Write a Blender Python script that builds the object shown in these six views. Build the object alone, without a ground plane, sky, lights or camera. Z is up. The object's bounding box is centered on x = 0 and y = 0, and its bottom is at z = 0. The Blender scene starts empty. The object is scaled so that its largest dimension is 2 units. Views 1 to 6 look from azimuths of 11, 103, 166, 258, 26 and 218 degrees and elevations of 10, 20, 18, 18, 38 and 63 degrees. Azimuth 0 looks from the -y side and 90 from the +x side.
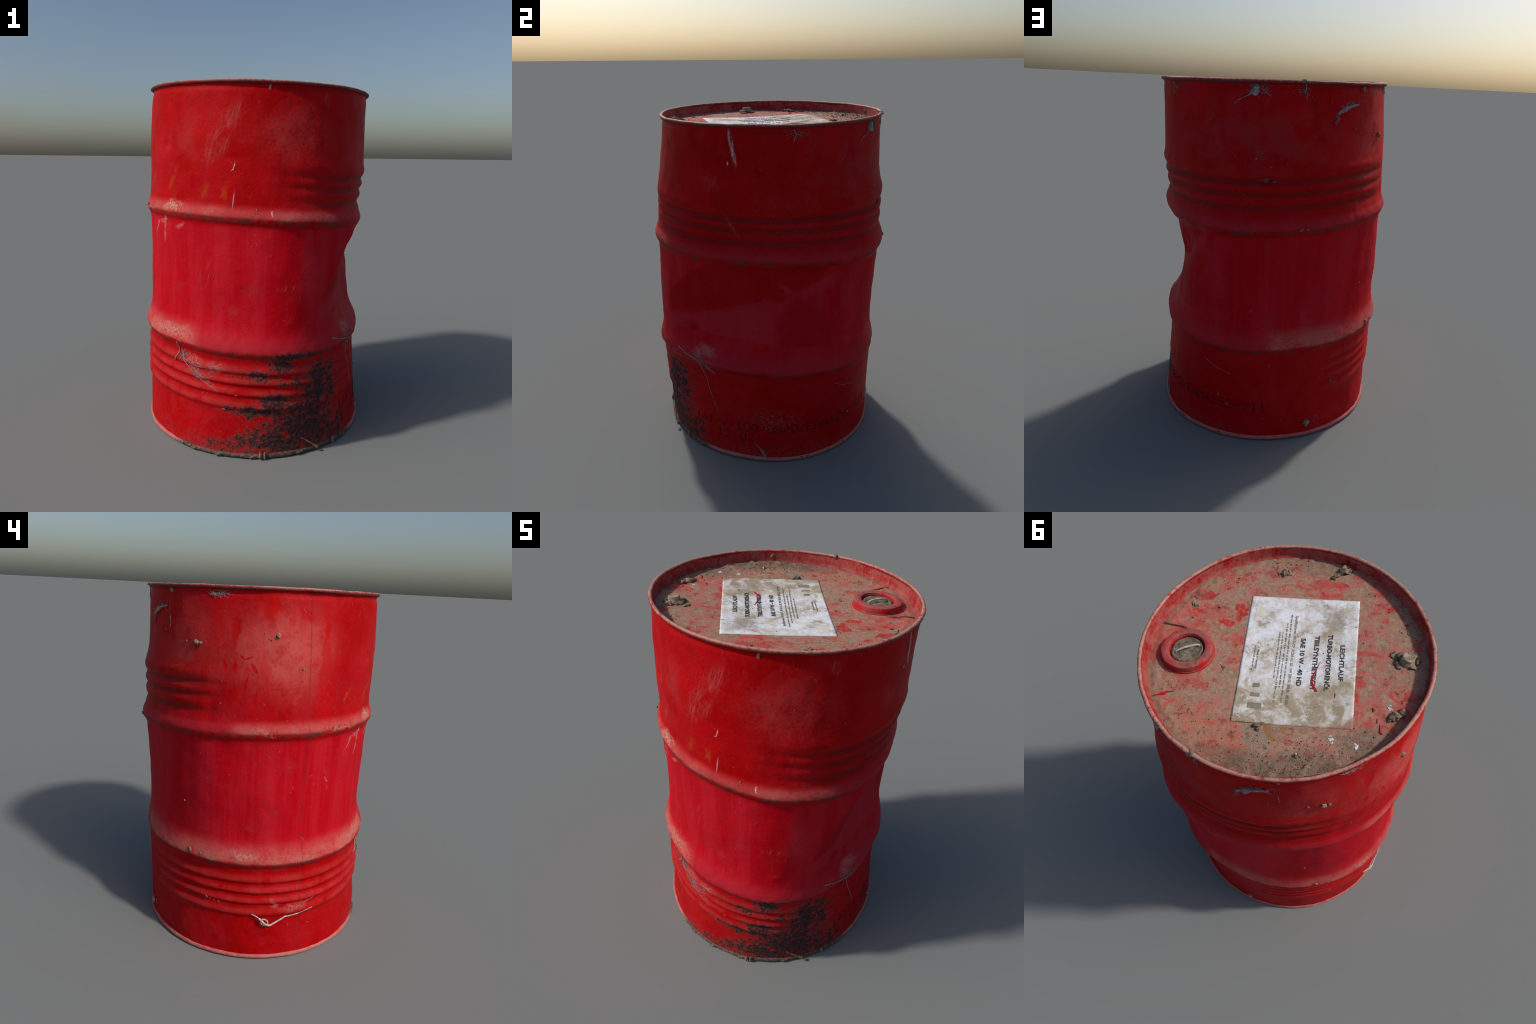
# A dented red steel oil drum: barrel wall with two rolling hoops and pressed grooves,
# recessed lid with filler neck, vent cap and a dirty paper label, stencilled marks, cobwebs, mud.
import bpy, math, random
import numpy as np
from mathutils import Vector, noise as mnoise

rng = np.random.default_rng(11)
random.seed(11)
PI = math.pi
scene = bpy.context.scene

# ------------------------------------------------------------------ scene helpers
def new_object(name, mesh, parent=None, mats=()):
    ob = bpy.data.objects.new(name, mesh)
    scene.collection.objects.link(ob)
    if parent is not None:
        ob.parent = parent
    for m in mats:
        if m.name not in [x.name for x in mesh.materials if x]:
            mesh.materials.append(m)
    return ob

def mesh_from(name, verts, faces, smooth=True, crease=None):
    me = bpy.data.meshes.new(name)
    me.from_pydata([tuple(map(float, v)) for v in verts], [], [tuple(map(int, f)) for f in faces])
    me.update()
    if smooth:
        me.polygons.foreach_set('use_smooth', [True] * len(me.polygons))
    if crease:
        me.set_sharp_from_angle(angle=math.radians(crease))
    return me

# ------------------------------------------------------------------ node expression helper
class Sock:
    """A node socket with arithmetic, so masks read like formulas."""
    def __init__(self, g, s): self.g, self.s = g, s
    def _m(self, op, o, rev=False):
        return self.g.math(op, o, self) if rev else self.g.math(op, self, o)
    def __add__(self, o): return self._m('ADD', o)
    __radd__ = __add__
    def __mul__(self, o): return self._m('MULTIPLY', o)
    __rmul__ = __mul__
    def __sub__(self, o): return self._m('SUBTRACT', o)
    def __rsub__(self, o): return self._m('SUBTRACT', o, True)
    def __truediv__(self, o): return self._m('DIVIDE', o)

class Graph:
    def __init__(self, name):
        self.mat = bpy.data.materials.new(name)
        self.mat.use_nodes = True
        self.t = self.mat.node_tree
        self.t.nodes.clear()
        tc = self.node('ShaderNodeTexCoord')
        self.obj = Sock(self, tc.outputs['Object'])
        self.gen = Sock(self, tc.outputs['Generated'])
        sx = self.node('ShaderNodeSeparateXYZ')
        self.link(self.obj, sx.inputs[0])
        self.x, self.y, self.z = (Sock(self, sx.outputs[i]) for i in range(3))
    def node(self, kind): return self.t.nodes.new(kind)
    def link(self, a, inp):
        if isinstance(a, Sock): self.t.links.new(a.s, inp)
        else: inp.default_value = a
    def math(self, op, a, b=0.0, c=None, clamp=False):
        n = self.node('ShaderNodeMath'); n.operation = op; n.use_clamp = clamp
        self.link(a, n.inputs[0]); self.link(b, n.inputs[1])
        if c is not None: self.link(c, n.inputs[2])
        return Sock(self, n.outputs[0])
    def max(self, *a):
        r = a[0]
        for b in a[1:]: r = self.math('MAXIMUM', r, b)
        return r
    def min(self, a, b): return self.math('MINIMUM', a, b)
    def step(self, v, lo, hi):
        n = self.node('ShaderNodeMapRange'); n.interpolation_type = 'SMOOTHSTEP'
        self.link(v, n.inputs['Value'])
        a, b, c, d = (lo, hi, 0.0, 1.0) if lo <= hi else (hi, lo, 1.0, 0.0)
        n.inputs['From Min'].default_value = a; n.inputs['From Max'].default_value = b
        n.inputs['To Min'].default_value = c; n.inputs['To Max'].default_value = d
        return Sock(self, n.outputs['Result'])
    def profile(self, v, pts):
        """piecewise-linear function of a socket, given as (x, y) points"""
        x0, x1 = pts[0][0], pts[-1][0]; y0 = min(p[1] for p in pts); y1 = max(p[1] for p in pts)
        n = self.node('ShaderNodeValToRGB'); cr = n.color_ramp; cr.interpolation = 'LINEAR'
        while len(cr.elements) < len(pts): cr.elements.new(.5)
        for e, (x, y) in zip(cr.elements, pts):
            e.position = (x - x0) / (x1 - x0); q = (y - y0) / (y1 - y0); e.color = (q, q, q, 1)
        self.link((v - x0) / (x1 - x0), n.inputs[0])
        return Sock(self, n.outputs[0]) * (y1 - y0) + y0
    def band(self, v, a, b, c, d):          # rises a..b, falls c..d
        return self.step(v, a, b) * self.step(v, d, c)
    def scale(self, vec, s):
        n = self.node('ShaderNodeVectorMath'); n.operation = 'MULTIPLY'
        self.link(vec, n.inputs[0]); n.inputs[1].default_value = s
        return Sock(self, n.outputs[0])
    def vec(self, x, y, z):
        n = self.node('ShaderNodeCombineXYZ')
        for i, v in enumerate((x, y, z)): self.link(v, n.inputs[i])
        return Sock(self, n.outputs[0])
    def noise(self, vec, scale, detail=3.0, rough=0.55, dist=0.0, off=0.0):
        n = self.node('ShaderNodeTexNoise'); n.noise_dimensions = '4D'
        self.link(vec, n.inputs['Vector'])
        n.inputs['W'].default_value = off
        n.inputs['Scale'].default_value = scale; n.inputs['Detail'].default_value = detail
        n.inputs['Roughness'].default_value = rough; n.inputs['Distortion'].default_value = dist
        return Sock(self, n.outputs['Fac'])
    def voro(self, vec, scale, feature='F1', rand=1.0):
        n = self.node('ShaderNodeTexVoronoi'); n.feature = feature
        self.link(vec, n.inputs['Vector']); n.inputs['Scale'].default_value = scale
        n.inputs['Randomness'].default_value = rand
        return Sock(self, n.outputs['Distance'])
    def mix(self, fac, a, b):
        n = self.node('ShaderNodeMix'); n.data_type = 'RGBA'; n.clamp_factor = True
        self.link(fac, n.inputs[0])
        for v, inp in ((a, n.inputs[6]), (b, n.inputs[7])):
            if isinstance(v, Sock): self.link(v, inp)
            else: inp.default_value = (*v, 1.0)
        return Sock(self, n.outputs[2])
    def finish(self, color, rough=0.6, height=None, strength=0.4, dist=0.004, spec=0.25, metallic=0.0):
        p = self.node('ShaderNodeBsdfPrincipled'); o = self.node('ShaderNodeOutputMaterial')
        if isinstance(color, Sock): self.link(color, p.inputs['Base Color'])
        else: p.inputs['Base Color'].default_value = (*color, 1.0)
        self.link(rough, p.inputs['Roughness'])
        p.inputs['Specular IOR Level'].default_value = spec
        p.inputs['Metallic'].default_value = metallic
        if height is not None:
            b = self.node('ShaderNodeBump')
            b.inputs['Strength'].default_value = strength; b.inputs['Distance'].default_value = dist
            self.link(height, b.inputs['Height'])
            self.t.links.new(b.outputs[0], p.inputs['Normal'])
        self.t.links.new(p.outputs[0], o.inputs[0])
        return self.mat
    # --- cylinder-wall coordinates: a = angle in degrees, z = height
    def cylinder(self, warp=None, warpz=None):
        """angle in degrees, and the unrolled wall (arc length, height) seen from 0 and from 180 degrees"""
        self.ang = self.math('ARCTAN2', self.y, self.x) * (180 / PI)
    def unroll(self, wob_a, wob_z):
        k = WALL_K; a180 = self.dang(180)
        self.flat = (self.vec(self.ang * k, self.z, 0.0), self.vec(a180 * k, self.z, 0.0))
        self.flatw = (self.vec(self.ang * k + wob_a, self.z + wob_z, 0.0), self.vec(a180 * k + wob_a, self.z + wob_z, 0.0))
    def oval(self, a0, z0, rx, rz, rot=0.0, soft=.85, warped=False):
        """soft rotated oval on the unrolled wall; a0 in degrees, sizes in metres"""
        a0 = (a0 + 180) % 360 - 180; far = abs(a0) > 90
        n = self.node('ShaderNodeMapping'); n.vector_type = 'TEXTURE'
        self.link((self.flatw if warped else self.flat)[1 if far else 0], n.inputs[0])
        a = ((a0 - 180 + 180) % 360 - 180) if far else a0
        n.inputs['Location'].default_value = (a * WALL_K, z0, 0); n.inputs['Rotation'].default_value = (0, 0, rot); n.inputs['Scale'].default_value = (rx, rz, 1)
        l = self.node('ShaderNodeVectorMath'); l.operation = 'LENGTH'; self.t.links.new(n.outputs[0], l.inputs[0])
        return self.step(Sock(self, l.outputs['Value']), 1.0, 1.0 - soft)
    def dang(self, a0, src=None):
        n = self.node('ShaderNodeMath'); n.operation = 'WRAP'
        self.link((src or self.ang) - a0, n.inputs[0])
        n.inputs[1].default_value = 180.0; n.inputs[2].default_value = -180.0
        return Sock(self, n.outputs[0])
    def arc(self, a0, a1, soft, src=None):   # 1 between angles a0..a1 going counter-clockwise
        mid = (a0 + a1) / 2; half = (a1 - a0) / 2
        return self.step(self.math('ABSOLUTE', self.dang(mid, src)), half + soft / 2, half - soft / 2)
    def blob(self, a0, z0, sa, sz, warped=True):
        return self.oval(a0, z0, sa * WALL_K, sz, 0.0, .85, warped)
    def stroke(self, pts, width, soft=0.6, warped=False):   # polyline of (angle, z), width in metres
        out = None
        for (a0, z0), (a1, z1) in zip(pts, pts[1:]):
            dx, dz = (a1 - a0) * WALL_K, z1 - z0
            L = math.hypot(dx, dz)
            m = self.oval((a0 + a1) / 2, (z0 + z1) / 2, L / 2 + width * .7, width, math.atan2(dz, dx), soft, warped)
            out = m if out is None else self.max(out, m)
        return out

WALL_K = 0.665 * PI / 180        # metres of wall per degree

# ------------------------------------------------------------------ barrel shape
# Radius (about the z axis) of the bare cylinder every 30 degrees from -180, at chosen heights.
BASE = [
 (0.000, [.657,.659,.665,.676,.678,.668,.668,.676,.672,.659,.650,.653]),
 (0.120, [.660,.655,.659,.677,.685,.669,.656,.667,.670,.658,.651,.656]),
 (0.240, [.669,.658,.654,.679,.695,.668,.646,.657,.667,.659,.655,.661]),
 (0.380, [.673,.658,.649,.680,.704,.667,.636,.654,.673,.660,.655,.663]),
 (0.530, [.667,.650,.646,.680,.709,.656,.630,.662,.692,.664,.655,.662]),
 (0.770, [.651,.628,.620,.650,.708,.660,.638,.670,.691,.655,.643,.653]),
 (0.950, [.651,.623,.613,.658,.709,.688,.666,.697,.703,.659,.640,.656]),
 (1.200, [.647,.626,.626,.655,.704,.677,.633,.657,.709,.673,.653,.657]),
 (1.400, [.648,.625,.622,.655,.695,.672,.636,.656,.704,.675,.653,.654]),
 (1.575, [.638,.624,.628,.653,.684,.671,.654,.667,.699,.676,.654,.645]),
 (1.667, [.633,.621,.625,.649,.666,.660,.651,.664,.683,.661,.644,.639]),
 (1.800, [.623,.618,.621,.636,.648,.651,.651,.659,.665,.651,.637,.629]),
 (1.947, [.609,.608,.613,.623,.635,.648,.656,.660,.657,.647,.633,.618]),
]
BZ = np.array([b[0] for b in BASE])
_RING = np.array([b[1] for b in BASE])

def smooth_interp(x, xs, ys):
    """monotone-ish cubic (Catmull-Rom) interpolation, ys may be 2-D"""
    x = np.clip(np.asarray(x, float), xs[0], xs[-1])
    i = np.clip(np.searchsorted(xs, x, side='right') - 1, 0, len(xs) - 2)
    x0, x1 = xs[i], xs[i + 1]
    t = (x - x0) / (x1 - x0)
    ys = np.asarray(ys)
    d = np.gradient(ys, xs, axis=0)
    h = x1 - x0
    if ys.ndim > 1: t, h = t[..., None], h[..., None]
    return ((1 + 2*t)*(1-t)**2)*ys[i] + t*(1-t)**2*h*d[i] + t*t*(3-2*t)*ys[i+1] + t*t*(t-1)*h*d[i+1]

def base_radius(a, h):
    """a in degrees (array), h heights (array of same shape); periodic Catmull-Rom round the ring"""
    c = smooth_interp(h, BZ, _RING)                      # (..., 12)
    u = ((np.asarray(a, float) + 180.0) % 360.0) / 30.0
    k = np.floor(u).astype(int); t = u - k
    def g(o):
        return np.take_along_axis(c, ((k + o) % 12)[..., None], axis=-1)[..., 0]
    p0, p1, p2, p3 = g(-1), g(0), g(1), g(2)
    return .5 * (2*p1 + (p2-p0)*t + (2*p0-5*p1+4*p2-p3)*t*t + (3*p1-p0-3*p2+p3)*t**3)

def wrap(d): return (d + 180.0) % 360.0 - 180.0
def sstep(x, lo, hi):
    t = np.clip((x - lo) / (hi - lo), 0, 1); return t * t * (3 - 2 * t)
def arcmask(a, a0, a1, s0, s1):
    """1 between a0 and a1 (counter-clockwise), soft edges s0, s1"""
    d = (np.asarray(a) - a0) % 360.0
    span = (a1 - a0) % 360.0
    up = sstep(d, 0, s0); dn = 1 - sstep(d, span - s1, span)
    return np.where(d <= span, up * dn, 0.0)
def bump(x, c, w): return np.exp(-((x - c) / w) ** 2)
def curve1(x, pts):
    xs = np.array([p[0] for p in pts]); ys = np.array([p[1] for p in pts])
    return smooth_interp(x, xs, ys)

# the drum leans and is squashed: everything above the floor is tilted a little
TZ = np.array([0.0, .6, 1.3, 1.55, 1.95, 2.1])
TX = np.array([0.0, .015, .039, .042, .019, .019])
TY = np.array([0.0, .012, .030, .010, .000, .000])
def tilt(x, y, h): return h - np.interp(h, TZ, TX) * x - np.interp(h, TZ, TY) * y

HOOP_UP = [(1.00,0),(1.20,-.002),(1.237,0),(1.254,.004),(1.270,.014),(1.286,.0195),(1.302,.0200),(1.318,.0155),(1.338,.0065),(1.360,.0015),(1.385,0),(1.6,0)]
HOOP_LOW = [(.40,0),(.50,-.001),(.545,-.004),(.563,.000),(.578,.010),(.592,.0180),(.608,.0200),(.626,.0175),(.650,.0120),(.688,.0045),(.722,.001),(.76,0),(.9,0)]
DENT_DEPTH = [0,.001,.044,.100,.134,.144,.140,.122,.082,.034,.016,.010,0.0]
RIBS = [(.06,0),(.10,0),(.13,-.002),(.20,-.008),(.25,-.0115),(.266,-.0105),(.279,-.0035),(.291,.001),(.303,0),(.322,-.0065),(.336,-.011),(.346,-.0105),(.355,-.003),(.365,.001),(.375,-.001),(.392,-.0085),(.400,-.011),(.408,-.0105),(.417,-.003),(.427,.001),(.437,-.001),(.453,-.0085),(.462,-.011),(.470,-.0105),(.479,-.003),(.490,.001),(.505,0),(.53,-.003),(.56,0),(.7,0)]
def dent(a, z):
    """inward depth of the crushed field below the upper hoop on the +x side"""
    zv = np.interp(a, [-60,-48,-35,-25,-12,0,10,17,24,32,44,52], [.80,.85,.875,.905,.940,.965,1.005,1.000,1.035,1.10,1.19,1.22])
    dv = np.interp(a, [-58,-48,-36,-25,-12,0,12,20,28,36,42,44.5,47], DENT_DEPTH)
    ztop = np.interp(a, [-60,-48,-40,-30,-20,-14,50], [.84,.92,1.04,1.16,1.235,1.252,1.252])
    ztop = np.maximum(ztop, zv + .02)
    zbot = np.interp(a, [-60,-40,-20,0,20,47], [.72,.67,.63,.63,.67,.74])
    up = np.clip((ztop - z) / (ztop - zv), 0, 1.4) ** 0.63
    lo = np.clip((z - zbot) / np.maximum(zv - zbot, .02), 0, 1.6) ** np.interp(a, [-50, -10, 15], [1.0, .72, .95])
    k = 0.012
    hmix = np.clip(0.5 + 0.5 * (up - lo) / k, 0, 1)
    m = up * (1 - hmix) + lo * hmix - k * hmix * (1 - hmix)     # smooth minimum
    d = dv * np.clip(m, 0, 1)
    # the pinched V fold that pokes back outwards
    ac = np.interp(z, [1.03, 1.19], [18.0, 13.5])
    da = a - ac
    flank = np.clip(np.where(da < 0, 1 + da / 3.2, 1 - da / 10.0), 0, 1)
    d = d - .028 * flank * sstep(z, .99, 1.05) * (1 - sstep(z, 1.12, 1.225))
    # soft fold running down from the V, and the lobe by the left tip
    ac2 = np.interp(z, [.70, 1.03], [8.0, 18.0])
    d = d - .010 * bump(a, ac2, 7.0) * sstep(z, .70, .82) * (1 - sstep(z, 1.0, 1.06))
    d = d + .004 * bump(a, -27.0, 9.0) * bump(z, .745, .05)
    return d

NA, NH = 768, 560
AS = -180.0 + 360.0 * np.arange(NA) / NA
HS = np.linspace(0.012, 1.972, NH)

def field(wl_arc, wl_h, seed):
    """smooth random field on the wall, periodic round the drum, unit variance"""
    r = np.random.default_rng(seed)
    f = np.fft.fft2(r.standard_normal((NH, NA)))
    ka = np.fft.fftfreq(NA, 2 * PI * .66 / NA)[None, :]
    kh = np.fft.fftfreq(NH, (HS[1] - HS[0]))[:, None]
    g = np.real(np.fft.ifft2(f * np.exp(-((ka * wl_arc) ** 2 + (kh * wl_h) ** 2) * 2.5)))
    return g / g.std()

def rust_zone(a, z):
    m = np.zeros(np.broadcast(a, z).shape)
    for (a0, z0, sa, sz, w) in RUST:
        m = np.maximum(m, w * np.exp(-(wrap(a - a0) / sa) ** 2 - ((z - z0) / sz) ** 2))
    return m
RUST = [(-54,.16,22,.17,1.0), (-70,.10,22,.09,.95), (-77,.275,16,.045,1.0), (-69,.33,11,.06,.95), (-46,.36,15,.15,.90), (-58,.27,12,.06,1.0),
        (-62,.585,17,.024,1.0), (-66,.53,7,.05,.85), (-76,.475,14,.04,.80), (-46,.47,13,.07,.85), (-36,.10,12,.12,.85), (-92,.06,20,.07,.65), (-60,.43,10,.05,.75)]

A2, H2 = np.meshgrid(AS, HS)
def wall_radius(a, h, fields=True):
    r = base_radius(a, h)
    zt = h
    # hoops
    r = r + curve1(h, HOOP_UP) * (1 - .25 * bump(wrap(a - 5), 0, 30))
    r = r + curve1(h, HOOP_LOW) * (1 - .25 * arcmask(a, 20, 120, 20, 30))
    # pressed grooves of the upper band (they die out towards the seam side)
    g = arcmask(a, -76, 158, 40, 34)
    r = r + g * (.0060 * bump(h, 1.572, .026) - .0098 * bump(h, 1.523, .0150) - .0090 * bump(h, 1.461, .0145) + .0015 * bump(h, 1.492, .012) + .0015 * bump(h, 1.428, .012)
                 - .0095 * bump(h, 1.388, .021) * (1 + .35 * arcmask(a, -40, 60, 20, 4)))
    # ridges of the lower band
    l = arcmask(a, 92, 12, 30, 55)
    r = r + l * .90 * curve1(h, RIBS)
    # dent, with the hoop and grooves above it kinked where the sheet buckled
    aw = wrap(a)
    r = r - .010 * bump(aw, 43, 4.0) * bump(h, 1.245, .030) - .007 * bump(aw, 59, 2.6) * bump(h, 1.345, .030) + .006 * bump(aw, 53, 4.5) * bump(h, 1.335, .025)
    r = r - .006 * bump(aw, 10, 9.0) * bump(h, 1.29, .03) + .004 * bump(aw, -20, 7.0) * bump(h, 1.29, .03) + .004 * bump(aw, 28, 6.0) * bump(h, 1.30, .03)
    r = r - np.where(np.abs(aw) < 62, dent(aw, h), 0.0)
    # neck under the rim
    r = r - .004 * bump(h, 1.957, .014)
    return r

R2 = wall_radius(A2, H2)
R2 += .0014 * field(.16, .16, 1) + .0006 * field(.05, .06, 2) + .00016 * field(.012, .012, 3)
hoopcrest = bump(H2, 1.29, .03) + bump(H2, .595, .03)
R2 += .0008 * field(.03, .03, 4) * hoopcrest
rz = rust_zone(A2, H2)
R2 += np.clip(rz - .25, 0, 1) * (.0016 * np.clip(field(.012, .012, 5), -1.5, 2.2) + .0012 * field(.035, .03, 6))
# vertical weld seam
seam_a = np.interp(H2, [0, 1.95], [-167.8, -171.3])
R2 += .0011 * np.tanh(wrap(A2 - seam_a) / .35) * np.exp(-(wrap(A2 - seam_a) / 5.0) ** 2)
# small dings on the smooth upper panel
for (a0, z0, sa, sz, d) in [(-129,1.655,3,.03,.006), (-97,1.62,10,.10,.006), (-106,1.74,9,.12,-.003), (-89,1.60,5,.02,.004), (145,1.43,3,.05,.004), (133,1.02,6,.09,.004), (140,.95,4,.05,-.003), (173,.89,2,.03,.003)]:
    R2 -= d * np.exp(-(wrap(A2 - a0) / sa) ** 2 - ((H2 - z0) / sz) ** 2)

def wall_at(a, z):
    """point and outward normal on the wall at angle a (deg) and true height z"""
    h = z
    for _ in range(4):
        x = .66 * math.cos(math.radians(a)); y = .66 * math.sin(math.radians(a))
        h += z - float(tilt(x, y, h))
    fi = np.clip((h - HS[0]) / (HS[1] - HS[0]), 0, NH - 2); i = int(fi); fi -= i
    fj = ((a + 180.0) % 360.0) / 360.0 * NA; j = int(fj) % NA; fj -= int(fj); j2 = (j + 1) % NA
    r = (R2[i, j]*(1-fj) + R2[i, j2]*fj)*(1-fi) + (R2[i+1, j]*(1-fj) + R2[i+1, j2]*fj)*fi
    ca, sa = math.cos(math.radians(a)), math.sin(math.radians(a))
    return Vector((r * ca, r * sa, z)), Vector((ca, sa, 0.0))

RIM_H = 1.9795
RIM_R = .0098
def rim_radius(a): return base_radius(np.asarray(a, float), np.full(np.shape(a), 1.947)) + .002
LID_EDGE_H = 1.928
def lid_z(x, y):
    q = min(1.0, math.hypot(x, y) / .50)                 # the pressed lid is dished
    return 1.9225 - .019 * x - .004 * y - .017 * (1 - q * q * (3 - 2 * q))

# ------------------------------------------------------------------ materials
def red_paint(zone):
    """painted steel of one zone of the wall: 'top' (upper hoop and panel), 'middle', 'low' (lower hoop, ribs, foot)"""
    g = Graph('red_drum_paint_' + zone); g.cylinder()
    O = g.obj; z = g.z
    n_big = g.noise(O, 3.2, 4, .55, .4)
    n_mid = g.noise(O, 11, 5, .6, .3, 3.1)
    n_fine = g.noise(O, 70, 4, .65, 0, 1.7)
    n_grain = g.noise(O, 260, 3, .7, 0, 7.0)
    streak = g.noise(g.scale(O, (1, 1, .10)), 9, 4, .55, .2, 2.0)
    streak2 = g.noise(g.scale(O, (1, 1, .05)), 34, 3, .6, .1, 5.0)
    wob = (n_mid - .5)
    g.unroll(wob * .12, (g.noise(O, 9, 4, .6, 0, 9.0) - .5) * .12)
    angw = g.ang + wob * 9.0
    h1 = z + g.x * .039 + g.y * .030
    h2 = z + g.x * .015 + g.y * .012
    # --- fresh and faded red, the same everywhere
    col = g.mix(g.step(n_big * .55 + n_mid * .35 + n_fine * .12, .42, .60), (.395, .0003, .0012), (.440, .0040, .0080))
    col = g.mix(g.step(g.noise(g.scale(O, (1, 1, .55)), 7, 5, .62, .8, 21.0), .54, .66) * .5, col, (.43, .0125, .0175))
    mid_c = g.mix(g.step(streak * .65 + streak2 * .35, .40, .62), (.480, .0008, .0075), (.530, .0095, .0210))
    mid_c = g.mix(g.step(n_big * .5 + n_mid * .5, .52, .66) * .5, mid_c, (.47, .0230, .0350))
    col = g.mix(g.band(h1 + wob * .02, .60, .66, 1.235, 1.26), col, mid_c)
    col = g.mix(g.step(n_fine * .7 + n_mid * .4, .60, .74) * .22, col, (.46, .050, .050))
    hair0 = g.step(g.noise(g.vec(g.ang * .012 - z * .8, z * .35, n_big * .5), 70, 2, .5, .4, 31.0), .66, .71) * g.step(n_mid, .46, .60)
    col = g.mix(hair0 * .30, col, (.46, .10, .10))
    pale = g.step(g.noise(g.scale(O, (1, 1, .7)), 60, 2, .5, 1.2, 37.0), .69, .73) * g.step(g.noise(O, 6, 3, .6, 0, 39.0), .48, .60)
    col = g.mix(pale * .45, col, (.40, .17, .15))
    speck = g.step(g.voro(O, 46), .13, .07) * g.step(g.noise(O, 16, 2, .5, 0, 4.4), .54, .62)
    col = g.mix(speck * .55, col, (.20, .085, .066))
    n_dust = g.step(n_mid * .45 + n_fine * .35 + n_grain * .2, .28, .66)
    rough = .62
    height = n_fine * .30 + n_grain * .14
    if zone == 'top':
        hg = z + g.x * .042 + g.y * .010
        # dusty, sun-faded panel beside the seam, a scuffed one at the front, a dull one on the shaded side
        dusty = g.max(g.blob(176, 1.71, 36, .30), g.blob(135, 1.70, 32, .28) * .45)
        col = g.mix(dusty * g.step(n_mid * .5 + n_fine * .3 + n_big * .3, .36, .66) * .85, col, (.60, .105, .092))
        runs = g.step(streak * .7 + n_mid * .35, .52, .60) * g.step(n_big, .36, .52)
        col = g.mix(runs * .55, col, (.50, .0008, .0022))
        front = g.max(g.blob(-62, 1.72, 26, .20), g.blob(-112, 1.70, 13, .17) * .7)
        col = g.mix(front * g.step(n_fine * .6 + n_mid * .5, .40, .72) * .6, col, (.42, .052, .050))
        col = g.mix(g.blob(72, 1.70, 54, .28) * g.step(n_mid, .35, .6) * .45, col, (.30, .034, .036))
        # glossy fresh-looking drips and patches
        fresh = None
        for pts, w in [([(151,1.655),(152,1.61)], .012), ([(156,1.65),(156,1.60)], .012), ([(163,1.65),(166,1.60)], .012), ([(156,1.56),(157,1.44)], .010),
                       ([(162,1.60),(160,1.49)], .009), ([(166,1.53),(165,1.385)], .011), ([(158,1.685),(160,1.665)], .006), ([(160,1.665),(164,1.683)], .006)]:
            q = g.stroke(pts, w, .4); fresh = q if fresh is None else g.max(fresh, q)
        for pts, w in [([(155,1.87),(156,1.70)], .028), ([(171,1.93),(170,1.86)], .055), ([(-163,1.86),(-164,1.74)], .026), ([(184,1.92),(192,1.86)], .045), ([(-102,1.84),(-105,1.64)], .07), ([(-126,1.90),(-126,1.74)], .05)]:
            fresh = g.max(fresh, g.stroke(pts, w, .6, True) * .9)
        fresh = g.max(fresh, g.blob(140, 1.61, 15, .07) * g.step(n_fine, .54, .60))
        col = g.mix(fresh * .85, col, (.50, .0006, .002))
        orange = None
        for pts, w in [([(-119,1.58),(-130,1.40)], .026), ([(-102,1.49),(-104,1.40)], .040), ([(-92,1.47),(-92,1.40)], .018), ([(-173,1.55),(-177,1.46)], .022), ([(-143,1.55),(-150,1.42)], .018)]:
            q = g.stroke(pts, w, .95, True); orange = q if orange is None else g.max(orange, q)
        col = g.mix(orange * g.step(n_mid, .34, .56) * .60, col, (.46, .065, .010))
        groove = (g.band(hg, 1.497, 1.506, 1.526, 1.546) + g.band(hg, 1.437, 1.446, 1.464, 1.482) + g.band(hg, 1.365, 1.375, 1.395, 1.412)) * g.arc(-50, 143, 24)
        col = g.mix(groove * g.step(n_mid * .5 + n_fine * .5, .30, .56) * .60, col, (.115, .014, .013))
        shoulder = g.band(h1 + wob * .016, 1.283, 1.298, 1.303, 1.362)
        dust = shoulder * g.arc(158, 318, 9, src=angw) * (g.step(n_big, .36, .58) * .55 + .45)
        col = g.mix(shoulder * .7, col, (.44, .022, .038))
        col = g.mix(dust * n_dust * .65, col, g.mix(n_fine, (.56, .11, .09), (.62, .26, .20)))
        beige = g.max(g.blob(-124, 1.348, 12, .03), g.blob(-150, 1.322, 14, .02), g.blob(170, 1.318, 8, .022) * .7)
        col = g.mix(beige * g.step(n_fine, .40, .60) * .8, col, (.50, .30, .23))
        # scuffs and hairline scratches
        sc = g.noise(g.vec(g.ang * .012 + z * 1.2, z * .25, n_mid * .35), 55, 2, .5, .6, 4.0)
        hair = g.step(sc, .66, .72) * g.step(n_big, .45, .6) * g.step(h1, 1.34, 1.42)
        scuff = g.max(g.stroke([(-86,1.855),(-95,1.75),(-102,1.58)], .07, .8), g.stroke([(-91,1.73),(-96,1.60)], .04, .8), g.stroke([(-45,1.93),(-44,1.865)], .028, .8), g.stroke([(-20,1.70),(-12,1.66)], .06, .9) * .8, g.stroke([(-10,1.55),(-1,1.37)], .018, .8))
        sf = g.noise(g.vec(g.dang(-100) * .012 - z * .35, z * .10, 0.0), 90, 3, .6, .5, 2.2)
        col = g.mix(g.max(scuff * g.step(sf, .46, .70) * .50, scuff * g.step(n_fine, .40, .70) * .20, hair * .22), col, (.52, .19, .175))
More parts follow.
